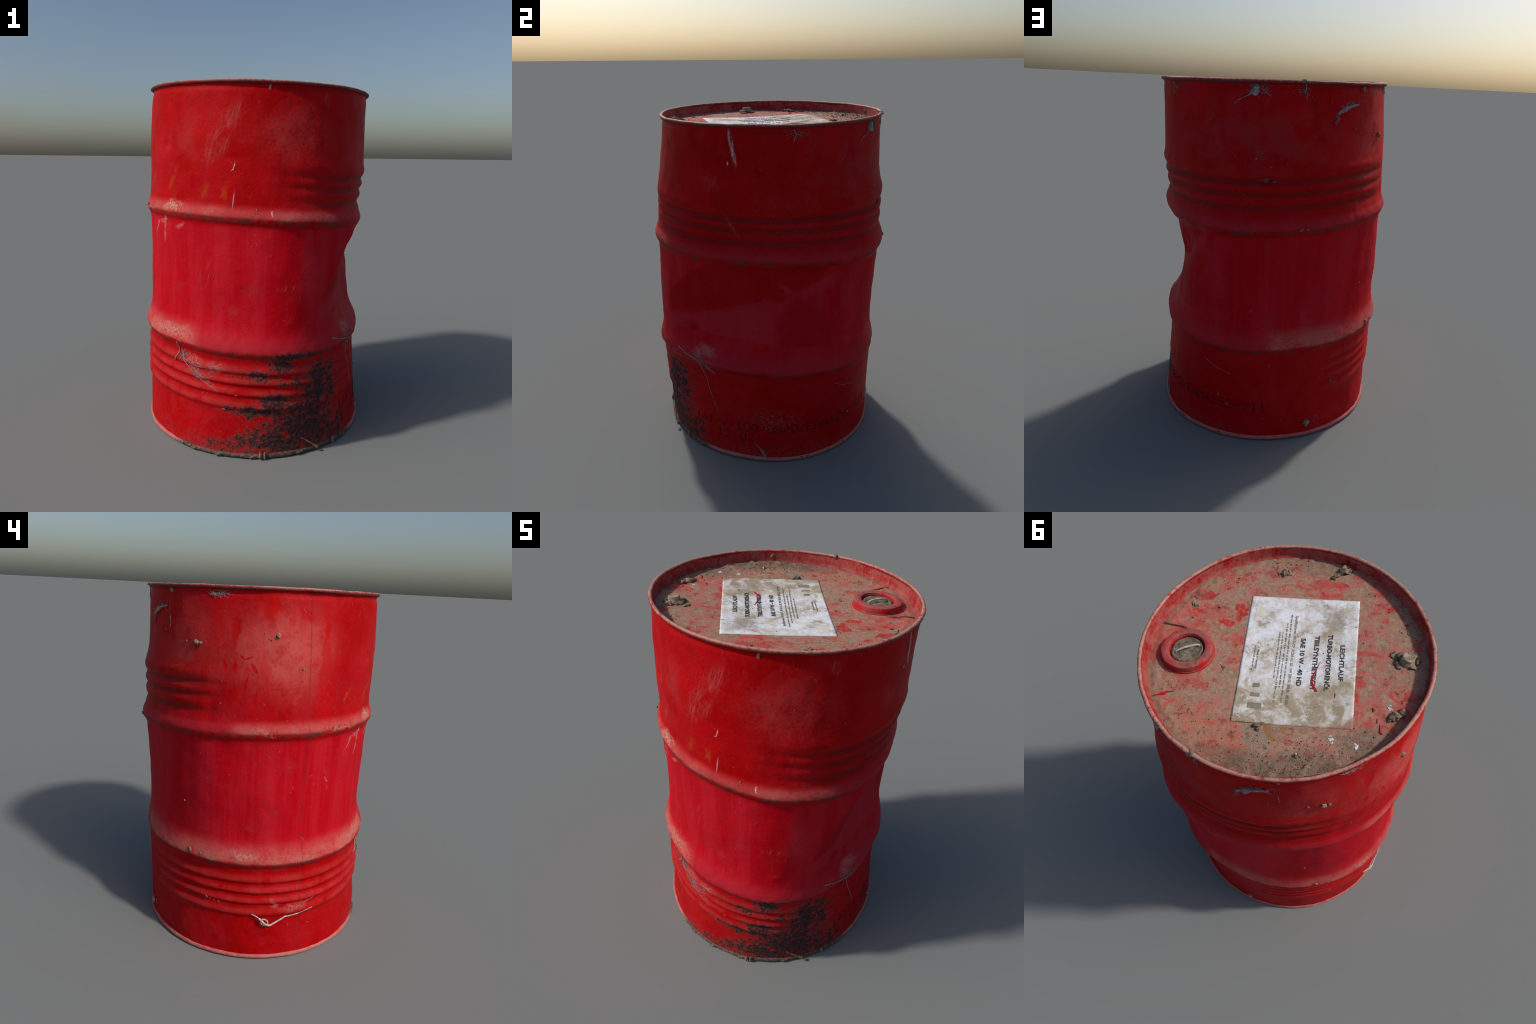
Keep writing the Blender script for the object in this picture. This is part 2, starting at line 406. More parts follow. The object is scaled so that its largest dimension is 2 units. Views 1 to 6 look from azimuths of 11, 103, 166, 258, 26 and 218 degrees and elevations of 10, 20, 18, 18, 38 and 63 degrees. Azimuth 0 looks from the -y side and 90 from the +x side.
        white = g.max(g.max(g.stroke([(-5.2,1.955),(-3.4,1.84)], .015, .6), g.stroke([(-4.2,1.89),(-2.2,1.765)], .014, .6)) * g.step(g.noise(g.scale(O, (1, 1, .08)), 60, 3, .6, 0, 3.3) * .7 + n_fine * .4, .44, .60) * .9, g.max(g.stroke([(-89.2,1.577),(-90,1.535)], .0042, .6, True), g.stroke([(-71,1.348),(-71,1.313)], .0052, .6, True)) * g.step(n_fine, .30, .45),
                      g.stroke([(-6,1.79),(-6.2,1.775)], .006, .5), g.stroke([(-131,1.275),(-133,1.25)], .02, .7, True) * .6, g.stroke([(-88,1.45),(-89,1.345)], .005, .7) * .5)
        col = g.mix(white, col, (.50, .46, .45))
        crest = g.band(h1, 1.258, 1.268, 1.282, 1.300)
        rough = .52 + dusty * .25
    if zone == 'middle':
        white = g.max(g.stroke([(-132,1.275),(-133,1.22),(-134,1.16)], .016, .7, True) * .6, g.stroke([(-115,1.275),(-122,1.235)], .020, .7, True) * .45, g.stroke([(-131,1.275),(-138,1.24),(-145,1.19)], .015, .7, True) * .5,
                      g.stroke([(-158,1.17),(-156,.98)], .020, .9, True) * g.step(n_fine, .50, .62) * .6)
        col = g.mix(white * g.step(n_fine * .6 + n_mid * .4, .36, .54), col, (.50, .24, .22))
        sf = g.noise(g.vec(g.dang(-100) * .012 - z * .35, z * .10, 0.0), 90, 3, .6, .5, 2.2)
        # the crushed field: fold shading painted in, darkened above the fold, lightened on facets below
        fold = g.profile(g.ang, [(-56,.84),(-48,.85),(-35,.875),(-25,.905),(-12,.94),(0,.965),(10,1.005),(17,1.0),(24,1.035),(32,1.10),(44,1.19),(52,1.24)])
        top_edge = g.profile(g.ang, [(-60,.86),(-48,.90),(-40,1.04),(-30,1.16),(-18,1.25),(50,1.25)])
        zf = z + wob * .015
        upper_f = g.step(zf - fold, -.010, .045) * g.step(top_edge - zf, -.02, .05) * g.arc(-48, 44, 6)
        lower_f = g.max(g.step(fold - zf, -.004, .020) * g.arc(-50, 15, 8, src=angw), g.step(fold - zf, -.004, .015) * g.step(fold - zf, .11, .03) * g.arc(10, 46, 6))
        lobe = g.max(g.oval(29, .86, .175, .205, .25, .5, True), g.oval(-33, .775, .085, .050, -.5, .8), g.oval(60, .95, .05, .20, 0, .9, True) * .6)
        face = g.oval(21, 1.085, .085, .036, -.95, .7, True)                     # flank right of the pinched V, tinted paler for the light on it
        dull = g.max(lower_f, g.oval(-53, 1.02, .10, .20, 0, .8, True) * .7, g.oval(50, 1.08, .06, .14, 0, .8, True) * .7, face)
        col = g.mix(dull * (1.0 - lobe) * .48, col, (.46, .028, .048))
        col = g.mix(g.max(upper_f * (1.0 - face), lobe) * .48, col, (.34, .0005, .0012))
        scuff = g.max(g.stroke([(-70,.945),(-60,.957),(-52,.953)], .022, .8), g.stroke([(-64,.80),(-62,.68)], .03, .9), g.blob(-103, 1.0, 12, .12) * .6)
        col = g.mix(scuff * g.step(sf, .48, .68) * .28, col, (.50, .17, .16))
    if zone == 'low':
        shoulder = g.band(h2 + wob * .03, .590, .608, .616, .735)
        dust = shoulder * g.arc(78, 252, 9, src=angw) * (g.step(n_big * .6 + n_mid * .4, .38, .58) * .50 + .50)
        col = g.mix(shoulder * .7, col, (.44, .022, .038))
        col = g.mix(dust * n_dust * .80, col, g.mix(n_fine, (.58, .13, .105), (.64, .27, .21)))
        beige = g.max(g.blob(163, .650, 9, .03), g.blob(-125, .66, 20, .045)) * .7
        col = g.mix(beige * g.step(n_fine, .40, .60) * .8, col, (.50, .30, .23))
        ridge = (g.band(h2, .480, .49, .500, .53) + g.band(h2, .418, .428, .438, .455) + g.band(h2, .356, .366, .376, .394) + g.band(h2, .280, .292, .305, .326)) * g.arc(112, 318, 40)
        col = g.mix(ridge * g.step(n_mid, .30, .62) * .42, col, (.47, .052, .050))
        film = g.max(g.stroke([(-116,.54),(-102,.495),(-92,.51)], .045, .95) * g.step(n_fine, .35, .62), g.stroke([(-116,.51),(-95,.37)], .028, .95) * g.step(n_fine, .35, .62), g.blob(-24, .655, 9, .05) * g.step(n_fine * .6 + n_mid * .5, .42, .66), g.max(g.stroke([(177,.40),(181,.31)], .022, .9, True), g.stroke([(181,.31),(196,.33)], .028, .9, True)) * g.step(n_fine, .36, .60) * .7)
        col = g.mix(film * .45, col, (.50, .30, .28))
        speck2 = g.step(g.voro(O, 120), .20, .12) * g.step(g.noise(O, 8, 3, .6, 0, 8.4), .50, .64)
        col = g.mix(speck2 * .55, col, (.20, .085, .066))
        crest = g.band(h2, .566, .575, .590, .606)
        rough = .52 + dust * .25
    if zone != 'middle':
        # grimy, knocked edge of the hoop and crumbs lying on its shoulder
        col = g.mix(crest * g.step(n_fine * .6 + n_mid * .45, .49, .58) * .85, col, (.085, .040, .037))
        crumbs = shoulder * g.step(n_fine * .75 + n_mid * .35, .64, .69) * g.step(n_big, .42, .55)
        col = g.mix(crumbs * .7, col, (.21, .14, .11))
    seam = g.step(g.math('ABSOLUTE', g.dang(-167.8) + z * 1.8), .34, .12)
    col = g.mix(seam * g.step(n_fine, .36, .56) * .60, col, (.15, .03, .022))
    if zone == 'low':
        # blackened bare metal and rust low on the front
        field_ = None
        for (a0, z0, sa, sz, w) in RUST:
            e = g.oval(a0, z0, sa * WALL_K * 1.9, sz * 1.9, 0.0, 1.0) * w
            field_ = e if field_ is None else g.max(field_, e)
        rn = (g.noise(O, 22, 6, .68, .5, 6.0) * .50 + g.noise(O, 75, 5, .72, .3, 2.5) * .50 - .5) * 2.3
        q = field_ * .52 + rn
        near = g.step(field_, .10, .30)
        big = (g.noise(O, 12, 5, .62, .4, 12.0) - .5) * 2.0
        solid = g.step(field_ * .5 + big + rn * .45, .47, .55) * g.step(field_, .3, .5)
        black = g.max(g.step(q, .33, .41) * near, solid)
        edge = g.step(q, .26, .33) * (1.0 - black) * near
        col = g.mix(edge * .65, col, (.20, .060, .048))
        flakes = g.step(g.noise(O, 34, 4, .65, .4, 47.0) + field_ * .10, .60, .66) * near
        col = g.mix(flakes * .40, col, (.12, .050, .045))
        iron = g.mix(g.step(n_fine * .6 + n_grain * .5, .46, .66), (.017, .0160, .0190), (.050, .038, .040))
        iron = g.mix(g.step(g.noise(O, 40, 4, .65, .2, 15.0), .56, .66) * (1.0 - solid * .6), iron, (.115, .042, .032))
        col = g.mix(black * .96, col, iron)
        foot = g.step(z + (n_mid - .5) * .12, .13, .01) * g.step(n_fine, .40, .62) * g.arc(-120, 60, 60)
        col = g.mix(foot * .45, col, (.17, .085, .070))
        col = g.mix(g.blob(13, .27, 20, .10) * g.step(n_fine, .45, .66) * .40, col, (.30, .15, .13))
    smut = g.step(n_fine * .55 + n_grain * .25 + n_mid * .35, .60, .70)
    col = g.mix(smut * .28, col, (.16, .012, .012))
    chalk = g.step(g.noise(O, 140, 4, .75, .3, 41.0) * .8 + n_big * .25, .58, .70)
    col = g.mix(chalk * .16, col, (.56, .16, .15))
    col = g.mix(g.step(n_grain, .35, .75) * .22, col, g.mix(.5, col, (.12, .002, .003)))
    return g.finish(col, rough, height, .55, .004, .06)

def rim_paint(name, dirt, dusty_c):
    g = Graph(name); g.cylinder()
    n = g.noise(g.obj, 14, 5, .62, .2); f = g.noise(g.obj, 60, 4, .65, 0, 3.0); gr = g.noise(g.obj, 220, 2, .6, 0, 1.0)
    col = g.mix(g.step(n, .40, .62), (.33, .006, .009), (.36, .035, .034))
    col = g.mix(g.step(f * .6 + n * .45, .46, .62) * dirt, col, dusty_c)
    col = g.mix(g.step(f * .7 + gr * .35, .58, .66) * .6 * dirt, col, (.085, .050, .042))
    return g, col, n, f, gr

def make_rim_top():
    g, col, n, f, gr = rim_paint('worn_rim_paint', .50, (.30, .13, .105))
    # polished, dusty top of the bead; bare dark paint lower on its outer side
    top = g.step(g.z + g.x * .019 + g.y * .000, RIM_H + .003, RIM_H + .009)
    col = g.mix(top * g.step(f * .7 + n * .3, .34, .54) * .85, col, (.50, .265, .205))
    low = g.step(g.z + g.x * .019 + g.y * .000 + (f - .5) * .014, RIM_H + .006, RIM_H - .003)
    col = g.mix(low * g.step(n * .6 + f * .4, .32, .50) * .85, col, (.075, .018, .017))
    return g.finish(col, .6, f * .5 + gr * .2, .5, .004)

def make_rim_bottom():
    g, col, n, f, gr = rim_paint('bottom_bead_paint', .35, (.40, .22, .18))
    g2 = g.arc(-118, -22, 10)
    clean = g.mix(g.step(n * .6 + f * .4, .40, .58), (.50, .085, .085), (.42, .17, .145))
    mud = g.mix(g.step(f * .6 + gr * .4, .40, .62), (.045, .030, .026), (.165, .105, .082))
    col = g.mix(g2 * g.step(f + n * .4, .40, .58), clean, mud)
    return g.finish(col, .7, f * .6 + gr * .3, .7, .005)

def make_inner_wall():
    g, col, n, f, gr = rim_paint('dusty_inner_paint', .55, (.33, .125, .10))
    streak = g.noise(g.scale(g.obj, (1, 1, .15)), 18, 4, .6)
    col = g.mix(g.step(streak, .45, .65) * .5, col, (.40, .10, .085))
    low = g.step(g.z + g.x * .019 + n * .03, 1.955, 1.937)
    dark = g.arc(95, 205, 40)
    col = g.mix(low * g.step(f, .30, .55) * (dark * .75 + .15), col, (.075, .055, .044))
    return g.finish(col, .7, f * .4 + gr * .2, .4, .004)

def make_lid():
    g = Graph('dusty_lid_paint'); g.cylinder()
    O = g.obj
    n1 = g.noise(O, 5.0, 5, .6, .3); n2 = g.noise(O, 15, 5, .62, .2, 3.0); n3 = g.noise(O, 48, 5, .68, 0, 6.0); gr = g.noise(O, 190, 4, .75, 0, 9.0)
    r = g.math('SQRT', g.x * g.x + g.y * g.y)
    dust = g.mix(g.step(n3 * .6 + gr * .5, .42, .68), (.255, .148, .098), (.49, .325, .228))
    dust = g.mix(g.step(n2, .40, .62) * .55, dust, (.56, .235, .175))
    col = g.mix(g.step(n1 * .5 + n2 * .5, .46, .60) * .75, dust, (.58, .125, .105))
    # wiped places where bright paint shows
    wipe = g.step(n1 * .45 + g.noise(g.scale(O, (1, 1.6, 1)), 11, 5, .6, .6, 12.0) * .6, .545, .62) * g.step(n3, .30, .52)
    col = g.mix(wipe * .80, col, (.58, .040, .042))
    def spot(x0, y0, sx, sy, rot=0.0, soft=.15):
        c, s = math.cos(rot), math.sin(rot)
        dx = g.x - x0 + (n2 - .5) * .16; dy = g.y - y0 + (n1 - .5) * .10 + (n3 - .5) * .08
        u = (dx * c + dy * s) / sx; v = (dy * c - dx * s) / sy
        return g.step(u * u + v * v, 1.0, soft)
    splat = g.max(spot(.57, -.085, .07, .035, .5, .6), spot(.37, -.005, .045, .028, .3, .5), spot(.345, -.09, .07, .025, -.9, .5), spot(.53, .02, .02, .012, 0, .5),
                  spot(-.24, -.50, .06, .02, 1.0, .5) * .7, spot(.10, -.46, .10, .03, .4, .4) * .6, spot(.25, .33, .06, .03, 0, .4) * .6, spot(-.43, -.36, .05, .02, 2.0, .5) * .8)
    col = g.mix(splat * g.step(n3 * .7 + gr * .3, .36, .52) * .92, col, (.56, .010, .016))
    # orange rust-dust and the dark litter heap at the far edge
    orange = g.max(spot(.10, .50, .22, .12, -.1, .1), spot(-.05, .46, .20, .10, 0, .1))
    col = g.mix(orange * g.step(n3, .42, .58) * .55, col, (.58, .165, .075))
    heap = g.max(spot(-.34, .44, .24, .11, .72, .05), spot(-.50, .20, .12, .10, 1.1, .05) * .75, spot(-.12, .56, .26, .07, .25, .05), spot(.22, -.52, .16, .08, .4, .05) * .45,
                 spot(-.16, .53, .18, .06, .2, .1))
    rimdirt = g.step(r + (n2 - .5) * .16, .53, .62) * .75
    litter = g.mix(g.step(gr * .6 + n3 * .5, .42, .66), (.085, .062, .044), (.36, .275, .190))
    col = g.mix(g.max(heap * g.step(n2 * .5 + n3 * .5, .32, .56) * .9, rimdirt * g.step(n3, .42, .56)), col, litter)
    mudp = g.max(spot(-.115, .425, .095, .055, -.5, .75), spot(-.385, -.255, .04, .03, 0, .7)) * g.step(n3, .30, .42)
    col = g.mix(mudp * .85, col, g.mix(g.step(gr, .42, .60), (.24, .175, .125), (.43, .345, .265)))
    amber = g.max(spot(-.140, .362, .055, .020, -.6, .8), spot(-.190, .315, .03, .010, -.9, .8)) * g.step(n3, .36, .52)
    col = g.mix(amber * .8, col, (.33, .155, .035))
    # fine soil crumbs everywhere
    crumbs = g.step(g.voro(O, 85), .20, .10) * g.step(n2, .45, .60)
    col = g.mix(crumbs * .55, col, (.12, .078, .055))
    grainy = g.step(gr, .54, .66)
    col = g.mix(grainy * .50, col, (.14, .080, .055))
    dirt = g.step(n2 * .6 + n3 * .5, .57, .68)
    col = g.mix(dirt * .68, col, (.105, .070, .048))
    nearbung = spot(.40, .16, .30, .26, 0, .05)
    col = g.mix(nearbung * g.step(n2 * .6 + n1 * .4, .43, .55) * .70, col, (.55, .060, .055))
    hgt = n3 * .55 + gr * .8 + crumbs * .5 + heap * gr * .8
    return g.finish(col, .85, hgt, .75, .006, .12)

def make_label():
    g = Graph('stained_paper')
    O = g.obj
    n1 = g.noise(O, 5.5, 5, .62, .5, 4.0); n2 = g.noise(O, 17, 6, .68, .3); n3 = g.noise(O, 70, 4, .7, 0, 2.0)
    paper = g.mix(g.step(n3, .35, .65), (.66, .665, .70), (.84, .845, .88))
    stain = g.mix(g.step(n3, .38, .62), (.36, .285, .185), (.56, .47, .345))
    # mud has washed in from one edge (local +x end) and clouds elsewhere
    edge = g.step(g.x + (n1 - .5) * .30, .02, .34)
    n4 = g.noise(O, 9, 6, .7, .8, 14.0)
    m = g.step(n2 * .55 + n1 * .35 + n3 * .15 + edge * .20, .475, .605)
    col = g.mix(m * g.step(n3 * .5 + n4 * .5, .36, .54) * .88, paper, stain)
    m2 = g.step(n4 * .70 + n3 * .30 + n1 * .2 + edge * .07, .61, .72)
    col = g.mix(m2 * .75, col, (.29, .215, .135))
    u = (g.x + .235) / .085; v = (g.y - .15) / .06          # one darker cloud in the first corner
    col = g.mix(g.step(u * u + v * v + (n4 - .5) * 4.0 + (n3 - .5) * 3.0, 1.2, .0) * .65, col, (.20, .140, .088))
    fleck = g.step(g.noise(O, 150, 3, .7, 0, 5.0), .60, .70)
    col = g.mix(fleck * .45, col, (.22, .16, .11))
    fade = g.step(g.x * .8 + g.y * .55 + (n2 - .5) * .12, .345, .40)
    col = g.mix(fade * .92, col, (.33, .185, .125))
    return g.finish(col, .75, n3 * .4 + m * .3, .3, .002, .2)

def simple(name, c0, c1, scale=40, rough=.8, strength=.5, spec=.2, detail=4):
    g = Graph(name)
    n = g.noise(g.obj, scale, detail, .65); f = g.noise(g.obj, scale * 4, 3, .65, 0, 3.0)
    col = g.mix(g.step(n * .6 + f * .4, .38, .62), c0, c1)
    return g.finish(col, rough, n * .6 + f * .4, strength, .004, spec)

def make_bung_ring():
    g = Graph('filler_ring_paint')
    n = g.noise(g.obj, 16, 5, .62, .2); f = g.noise(g.obj, 70, 4, .65, 0, 3.0)
    col = g.mix(g.step(n, .42, .62), (.44, .006, .012), (.40, .045, .045))
    top = g.step(g.z, .026, .033)
    col = g.mix(top * g.step(n * .6 + f * .5, .40, .60) * .75, col, (.36, .13, .105))
    col = g.mix(g.step(f * .7 + n * .4, .55, .64) * .7, col, (.13, .065, .05))
    return g.finish(col, .6, f * .6, .4, .003)

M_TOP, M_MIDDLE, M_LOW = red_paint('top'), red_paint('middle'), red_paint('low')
M_RIM = make_rim_top()
M_BEAD = make_rim_bottom()
M_INNER = make_inner_wall()
M_LID = make_lid()
M_LABEL = make_label()
M_RING = make_bung_ring()
M_PLUG = simple('dirty_plug', (.070, .052, .034), (.25, .20, .135), 26, .9)
M_WIRE = simple('pale_weathered_wire', (.30, .27, .24), (.62, .57, .52), 60, .6)
M_CAP = simple('mud_caked_cap', (.20, .145, .095), (.47, .38, .27), 45, .9)
M_MUD = simple('dry_mud', (.12, .086, .060), (.31, .235, .168), 40, .95)
M_SOIL = simple('dark_soil', (.075, .055, .042), (.22, .165, .12), 60, .95)
M_GREY = simple('grey_dropping', (.42, .40, .38), (.75, .74, .74), 50, .9)
M_WEB = simple('cobweb_grey', (.18, .135, .125), (.38, .33, .31), 50, .95)
M_WEBRED = simple('paint_stained_cobweb', (.20, .020, .028), (.33, .08, .085), 40, .9)
M_INK = simple('black_stencil_ink', (.030, .006, .008), (.060, .010, .012), 120, .7, .1)
M_PRINT = simple('faded_black_print', (.022, .022, .026), (.11, .10, .095), 60, .8, .1)
M_PRINT2 = simple('faded_grey_print', (.15, .13, .115), (.30, .26, .22), 60, .8, .1)
M_BOX = simple('dirty_grey_print', (.21, .18, .135), (.29, .25, .19), 50, .8, .1)
M_CHIP = simple('loose_red_paint', (.42, .008, .020), (.46, .012, .026), 30, .6, .1)
M_FLAKE = simple('lifted_red_paint', (.36, .010, .014), (.46, .10, .09), 60, .6)
M_BLISTER = simple('blistered_red_paint', (.12, .010, .012), (.33, .03, .035), 60, .7)
M_YELLOW = simple('faded_yellow_print', (.60, .56, .44), (.70, .67, .56), 50, .8, .1)
M_AMBER = simple('amber_resin_stain', (.28, .115, .020), (.46, .27, .04), 35, .6)
M_BASE = simple('dark_base_steel', (.10, .012, .012), (.17, .04, .035), 20, .7)

# ------------------------------------------------------------------ build: drum root
drum = bpy.data.objects.new('oil_drum', None)
scene.collection.objects.link(drum)
drum['label'] = 'dented red steel oil drum with dirty lid and paper label'
drum['category'] = 'oil drum'

# ---- wall grid
ca, sa = np.cos(np.radians(A2)), np.sin(np.radians(A2))
X, Y = R2 * ca, R2 * sa
Z = tilt(X, Y, H2)
V = np.stack([X, Y, Z], -1).reshape(-1, 3)
idx = np.arange(NH * NA).reshape(NH, NA)
nxt = np.roll(idx, -1, axis=1)
quads = np.stack([idx[:-1], nxt[:-1], nxt[1:], idx[1:]], -1)          # (NH-1, NA, 4)

def np_mesh(name, verts, faces):
    me = bpy.data.meshes.new(name)
    nf = len(faces)
    me.vertices.add(len(verts)); me.vertices.foreach_set('co', np.asarray(verts, np.float32).ravel())
    me.loops.add(nf * 4); me.loops.foreach_set('vertex_index', np.asarray(faces, np.int32).ravel())
    me.polygons.add(nf)
    me.polygons.foreach_set('loop_start', np.arange(0, nf * 4, 4, dtype=np.int32))
    me.polygons.foreach_set('use_smooth', np.ones(nf, bool))
    me.update(calc_edges=True)
    me.validate()
    return me

whole = np_mesh('whole_wall', V, quads.reshape(-1, 4))
VN = np.empty(len(V) * 3, np.float32)
whole.vertex_normals.foreach_get('vector', VN); VN = VN.reshape(-1, 3)
bpy.data.meshes.remove(whole)

def wall_part(name, rows):
    """faces of the given row ranges (start, end, material) as one object, with the whole wall's normals"""
    f = np.concatenate([quads[a:b].reshape(-1, 4) for a, b, m in rows])
    used, inv = np.unique(f, return_inverse=True)
    me = np_mesh(name, V[used], inv.reshape(-1, 4))
    me.normals_split_custom_set_from_vertices(VN[used].tolist())
    ob = new_object(name, me, drum, [m for a, b, m in rows])
    me.polygons.foreach_set('material_index', np.concatenate([np.full((b - a) * NA, i, np.int32) for i, (a, b, m) in enumerate(rows)]))
    return ob

def row(h): return int(round((h - HS[0]) / (HS[1] - HS[0])))
u0, u1, l0, l1 = row(1.24), row(1.395), row(.548), row(.765)
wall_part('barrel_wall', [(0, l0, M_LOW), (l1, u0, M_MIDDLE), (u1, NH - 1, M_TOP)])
wall_part('rolling_hoop', [(l0, l1, M_LOW)])
wall_part('rolling_hoop', [(u0, u1, M_TOP)])

# ---- beads at top and bottom: swept tubes with slight wobble
def ring_sweep(name, radius_fn, centre_h, section, n=360, jitter=.0, seed=3, mat=None):
    """sweep a closed (dr, dh) section round the drum"""
    r = np.random.default_rng(seed)
    a = -180 + 360 * np.arange(n) / n
    def smooth(w):
        f = np.fft.fft(r.standard_normal(n)); k = np.fft.fftfreq(n, 1 / n)
        s = np.real(np.fft.ifft(f * np.exp(-(k / w) ** 2))); return s / s.std()
    jr, jh, js = jitter * (smooth(14) + .6 * smooth(60)), jitter * (smooth(10) + .5 * smooth(50)), 1 + jitter * 45 * smooth(45)
    rad = radius_fn(a)
    verts, faces, m = [], [], len(section)
    for i in range(n):
        c, s = math.cos(math.radians(a[i])), math.sin(math.radians(a[i]))
        for dr, dh in section:
            q = rad[i] + jr[i] + dr * js[i]; h = centre_h + jh[i] + dh * js[i]
            x, y = q * c, q * s
            verts.append((x, y, float(tilt(x, y, h))))
    for i in range(n):
        for j in range(m):
            faces.append((i*m + j, ((i+1) % n)*m + j, ((i+1) % n)*m + (j+1) % m, i*m + (j+1) % m))
    return new_object(name, mesh_from(name, verts, faces), drum, [mat])

circ = lambda rr, rh, n=14: [(rr * math.cos(-2*PI*k/n), rh * math.sin(-2*PI*k/n)) for k in range(n)][::-1]
ring_sweep('top_rim', rim_radius, RIM_H, circ(RIM_R, RIM_R * 1.0), jitter=.0009, mat=M_RIM, n=480)
ring_sweep('bottom_rim', lambda a: base_radius(a, np.full(len(a), .02)) - .002, .0145, circ(.0115, .0130), jitter=.0008, seed=5, mat=M_BEAD, n=480)

# ---- inner wall of the chime and the lid
def polar(name, rows, n=256, close=True, mat=None, parent=drum):
    """rows: list of functions a -> (x, y, z); optionally closed by a centre vertex"""
    verts, faces = [], []
    a = np.radians(-180 + 360 * np.arange(n) / n)
    for f in rows:
        for t in a: verts.append(f(t))
    for i in range(len(rows) - 1):
        for j in range(n):
            j2 = (j + 1) % n
            faces.append((i*n + j, i*n + j2, (i+1)*n + j2, (i+1)*n + j))
    if close:
        c = np.mean(np.array(verts[-n:]), axis=0); verts.append(tuple(c)); k = len(verts) - 1
        for j in range(n): faces.append(((len(rows)-1)*n + j, (len(rows)-1)*n + (j+1) % n, k))
    return new_object(name, mesh_from(name, verts, faces), parent, [mat])

def wall_r(t): return float(base_radius(np.array([math.degrees(t)]), np.array([1.947]))[0])
def lid_noise(x, y):
    p = Vector((x, y, .3))
    return .0022 * mnoise.noise(p * 5) + .0011 * mnoise.noise(p * 17) + .0006 * mnoise.noise(p * 55) + .0004 * mnoise.noise(p * 120)
def heap(x, y):
    d = ((x + .34) * .72 + (y - .44) * .69); e = (-(x + .34) * .69 + (y - .44) * .72)
    return .007 * math.exp(-(d / .20) ** 2 - (e / .075) ** 2) + .005 * math.exp(-((math.hypot(x, y) - .605) / .03) ** 2)
def lid_surface(x, y):
    return lid_z(x, y) + lid_noise(x, y) + heap(x, y) * (1 + 1.2 * mnoise.noise(Vector((x * 40, y * 40, 1.0))))
def inner_row(dr, h, lerp):
    def f(t):
        r = wall_r(t) - dr; x, y = r * math.cos(t), r * math.sin(t)
        top = float(tilt(x, y, RIM_H))
        return (x, y, lid_z(x, y) + .004 + (top - lid_z(x, y)) * lerp)
    return f
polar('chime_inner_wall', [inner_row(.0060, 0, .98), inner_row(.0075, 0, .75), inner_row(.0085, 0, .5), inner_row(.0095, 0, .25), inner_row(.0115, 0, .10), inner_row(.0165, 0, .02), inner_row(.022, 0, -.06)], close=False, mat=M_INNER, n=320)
def lid_row(q):
    def f(t):
        r = (wall_r(t) - .013) * q; x, y = r * math.cos(t), r * math.sin(t)
        return (x, y, lid_surface(x, y))
    return f
lid = polar('lid', [lid_row(1 - k / 110) for k in range(110)], n=400, mat=M_LID)

# base plate
def base_row(q):
    def f(t):
        r = float(base_radius(np.array([math.degrees(t)]), np.array([.02]))[0]) * q
        return (r * math.cos(t), r * math.sin(t), .012)
    return f
polar('base_plate', [base_row(.99), base_row(.5)], n=128, mat=M_BASE)

# ---- filler neck with plug
def lathe(profile, n=64):
    verts, faces, m = [], [], len(profile)
    for i in range(n):
        t = 2 * PI * i / n
        for r, h in profile: verts.append((r * math.cos(t), r * math.sin(t), h))
    for i in range(n):
        for j in range(m - 1):
            faces.append((i*m + j, ((i+1) % n)*m + j, ((i+1) % n)*m + j + 1, i*m + j + 1))
    return verts, faces

def roughen(verts, amp, freq, seed=0):
    out = []
    for v in verts:
        p = Vector(v); q = p * freq + Vector((seed * 7.3, seed * 3.1, seed))
        out.append(p + Vector((mnoise.noise(q), mnoise.noise(q + Vector((9, 0, 0))), mnoise.noise(q + Vector((0, 9, 0))))) * amp)
    return out

bx, by = .405, .233
v, f = lathe([(.121, -.004), (.120, .004), (.1165, .007), (.1165, .0275), (.1145, .0315), (.1115, .033), (.0985, .0345), (.0850, .0340), (.0825, .0325), (.0815, .0270), (.0785, .0255), (.0780, .018), (.0780, -.006)])
ring = new_object('filler_neck', mesh_from('filler_neck', roughen(v, .0012, 18), f, True, 32), drum, [M_RING])
ring.location = (bx, by, lid_z(bx, by)); ring.rotation_euler = (.015, .03, 0)
v, f = lathe([(.081, .010), (.074, .013), (.070, .021), (.062, .022), (.056, .016), (.046, .017), (.030, .0205), (.012, .021), (.0005, .021)])
plug = new_object('filler_plug', mesh_from('filler_plug', roughen(v, .003, 40, 2), f), ring, [M_PLUG])

def tube(name, pts, radii, parent, mat, sides=8, kind=None, loc=None):
    """tapered tube along points (list of Vector)"""
    pts = [Vector(p) for p in pts]
    n = len(pts)
    if not hasattr(radii, '__len__'): radii = [radii] * n
    verts, faces = [], []
    up = Vector((.31, .17, .93))
    for i, p in enumerate(pts):
        t = (pts[min(i+1, n-1)] - pts[max(i-1, 0)]).normalized()
        s = t.cross(up)
        if s.length < 1e-4: s = t.cross(Vector((1, 0, 0)))
        s.normalize(); w = s.cross(t)
        for k in range(sides):
            q = 2 * PI * k / sides
            verts.append(p + (s * math.cos(q) + w * math.sin(q)) * radii[i])
    for i in range(n - 1):
        for k in range(sides):
            k2 = (k + 1) % sides
            faces.append((i*sides + k, i*sides + k2, (i+1)*sides + k2, (i+1)*sides + k))
    faces.append(tuple(range(sides))[::-1]); faces.append(tuple((n-1)*sides + k for k in range(sides)))
    if name is None: return verts, faces
    return new_object(name, mesh_from(name, verts, faces), parent, [mat])

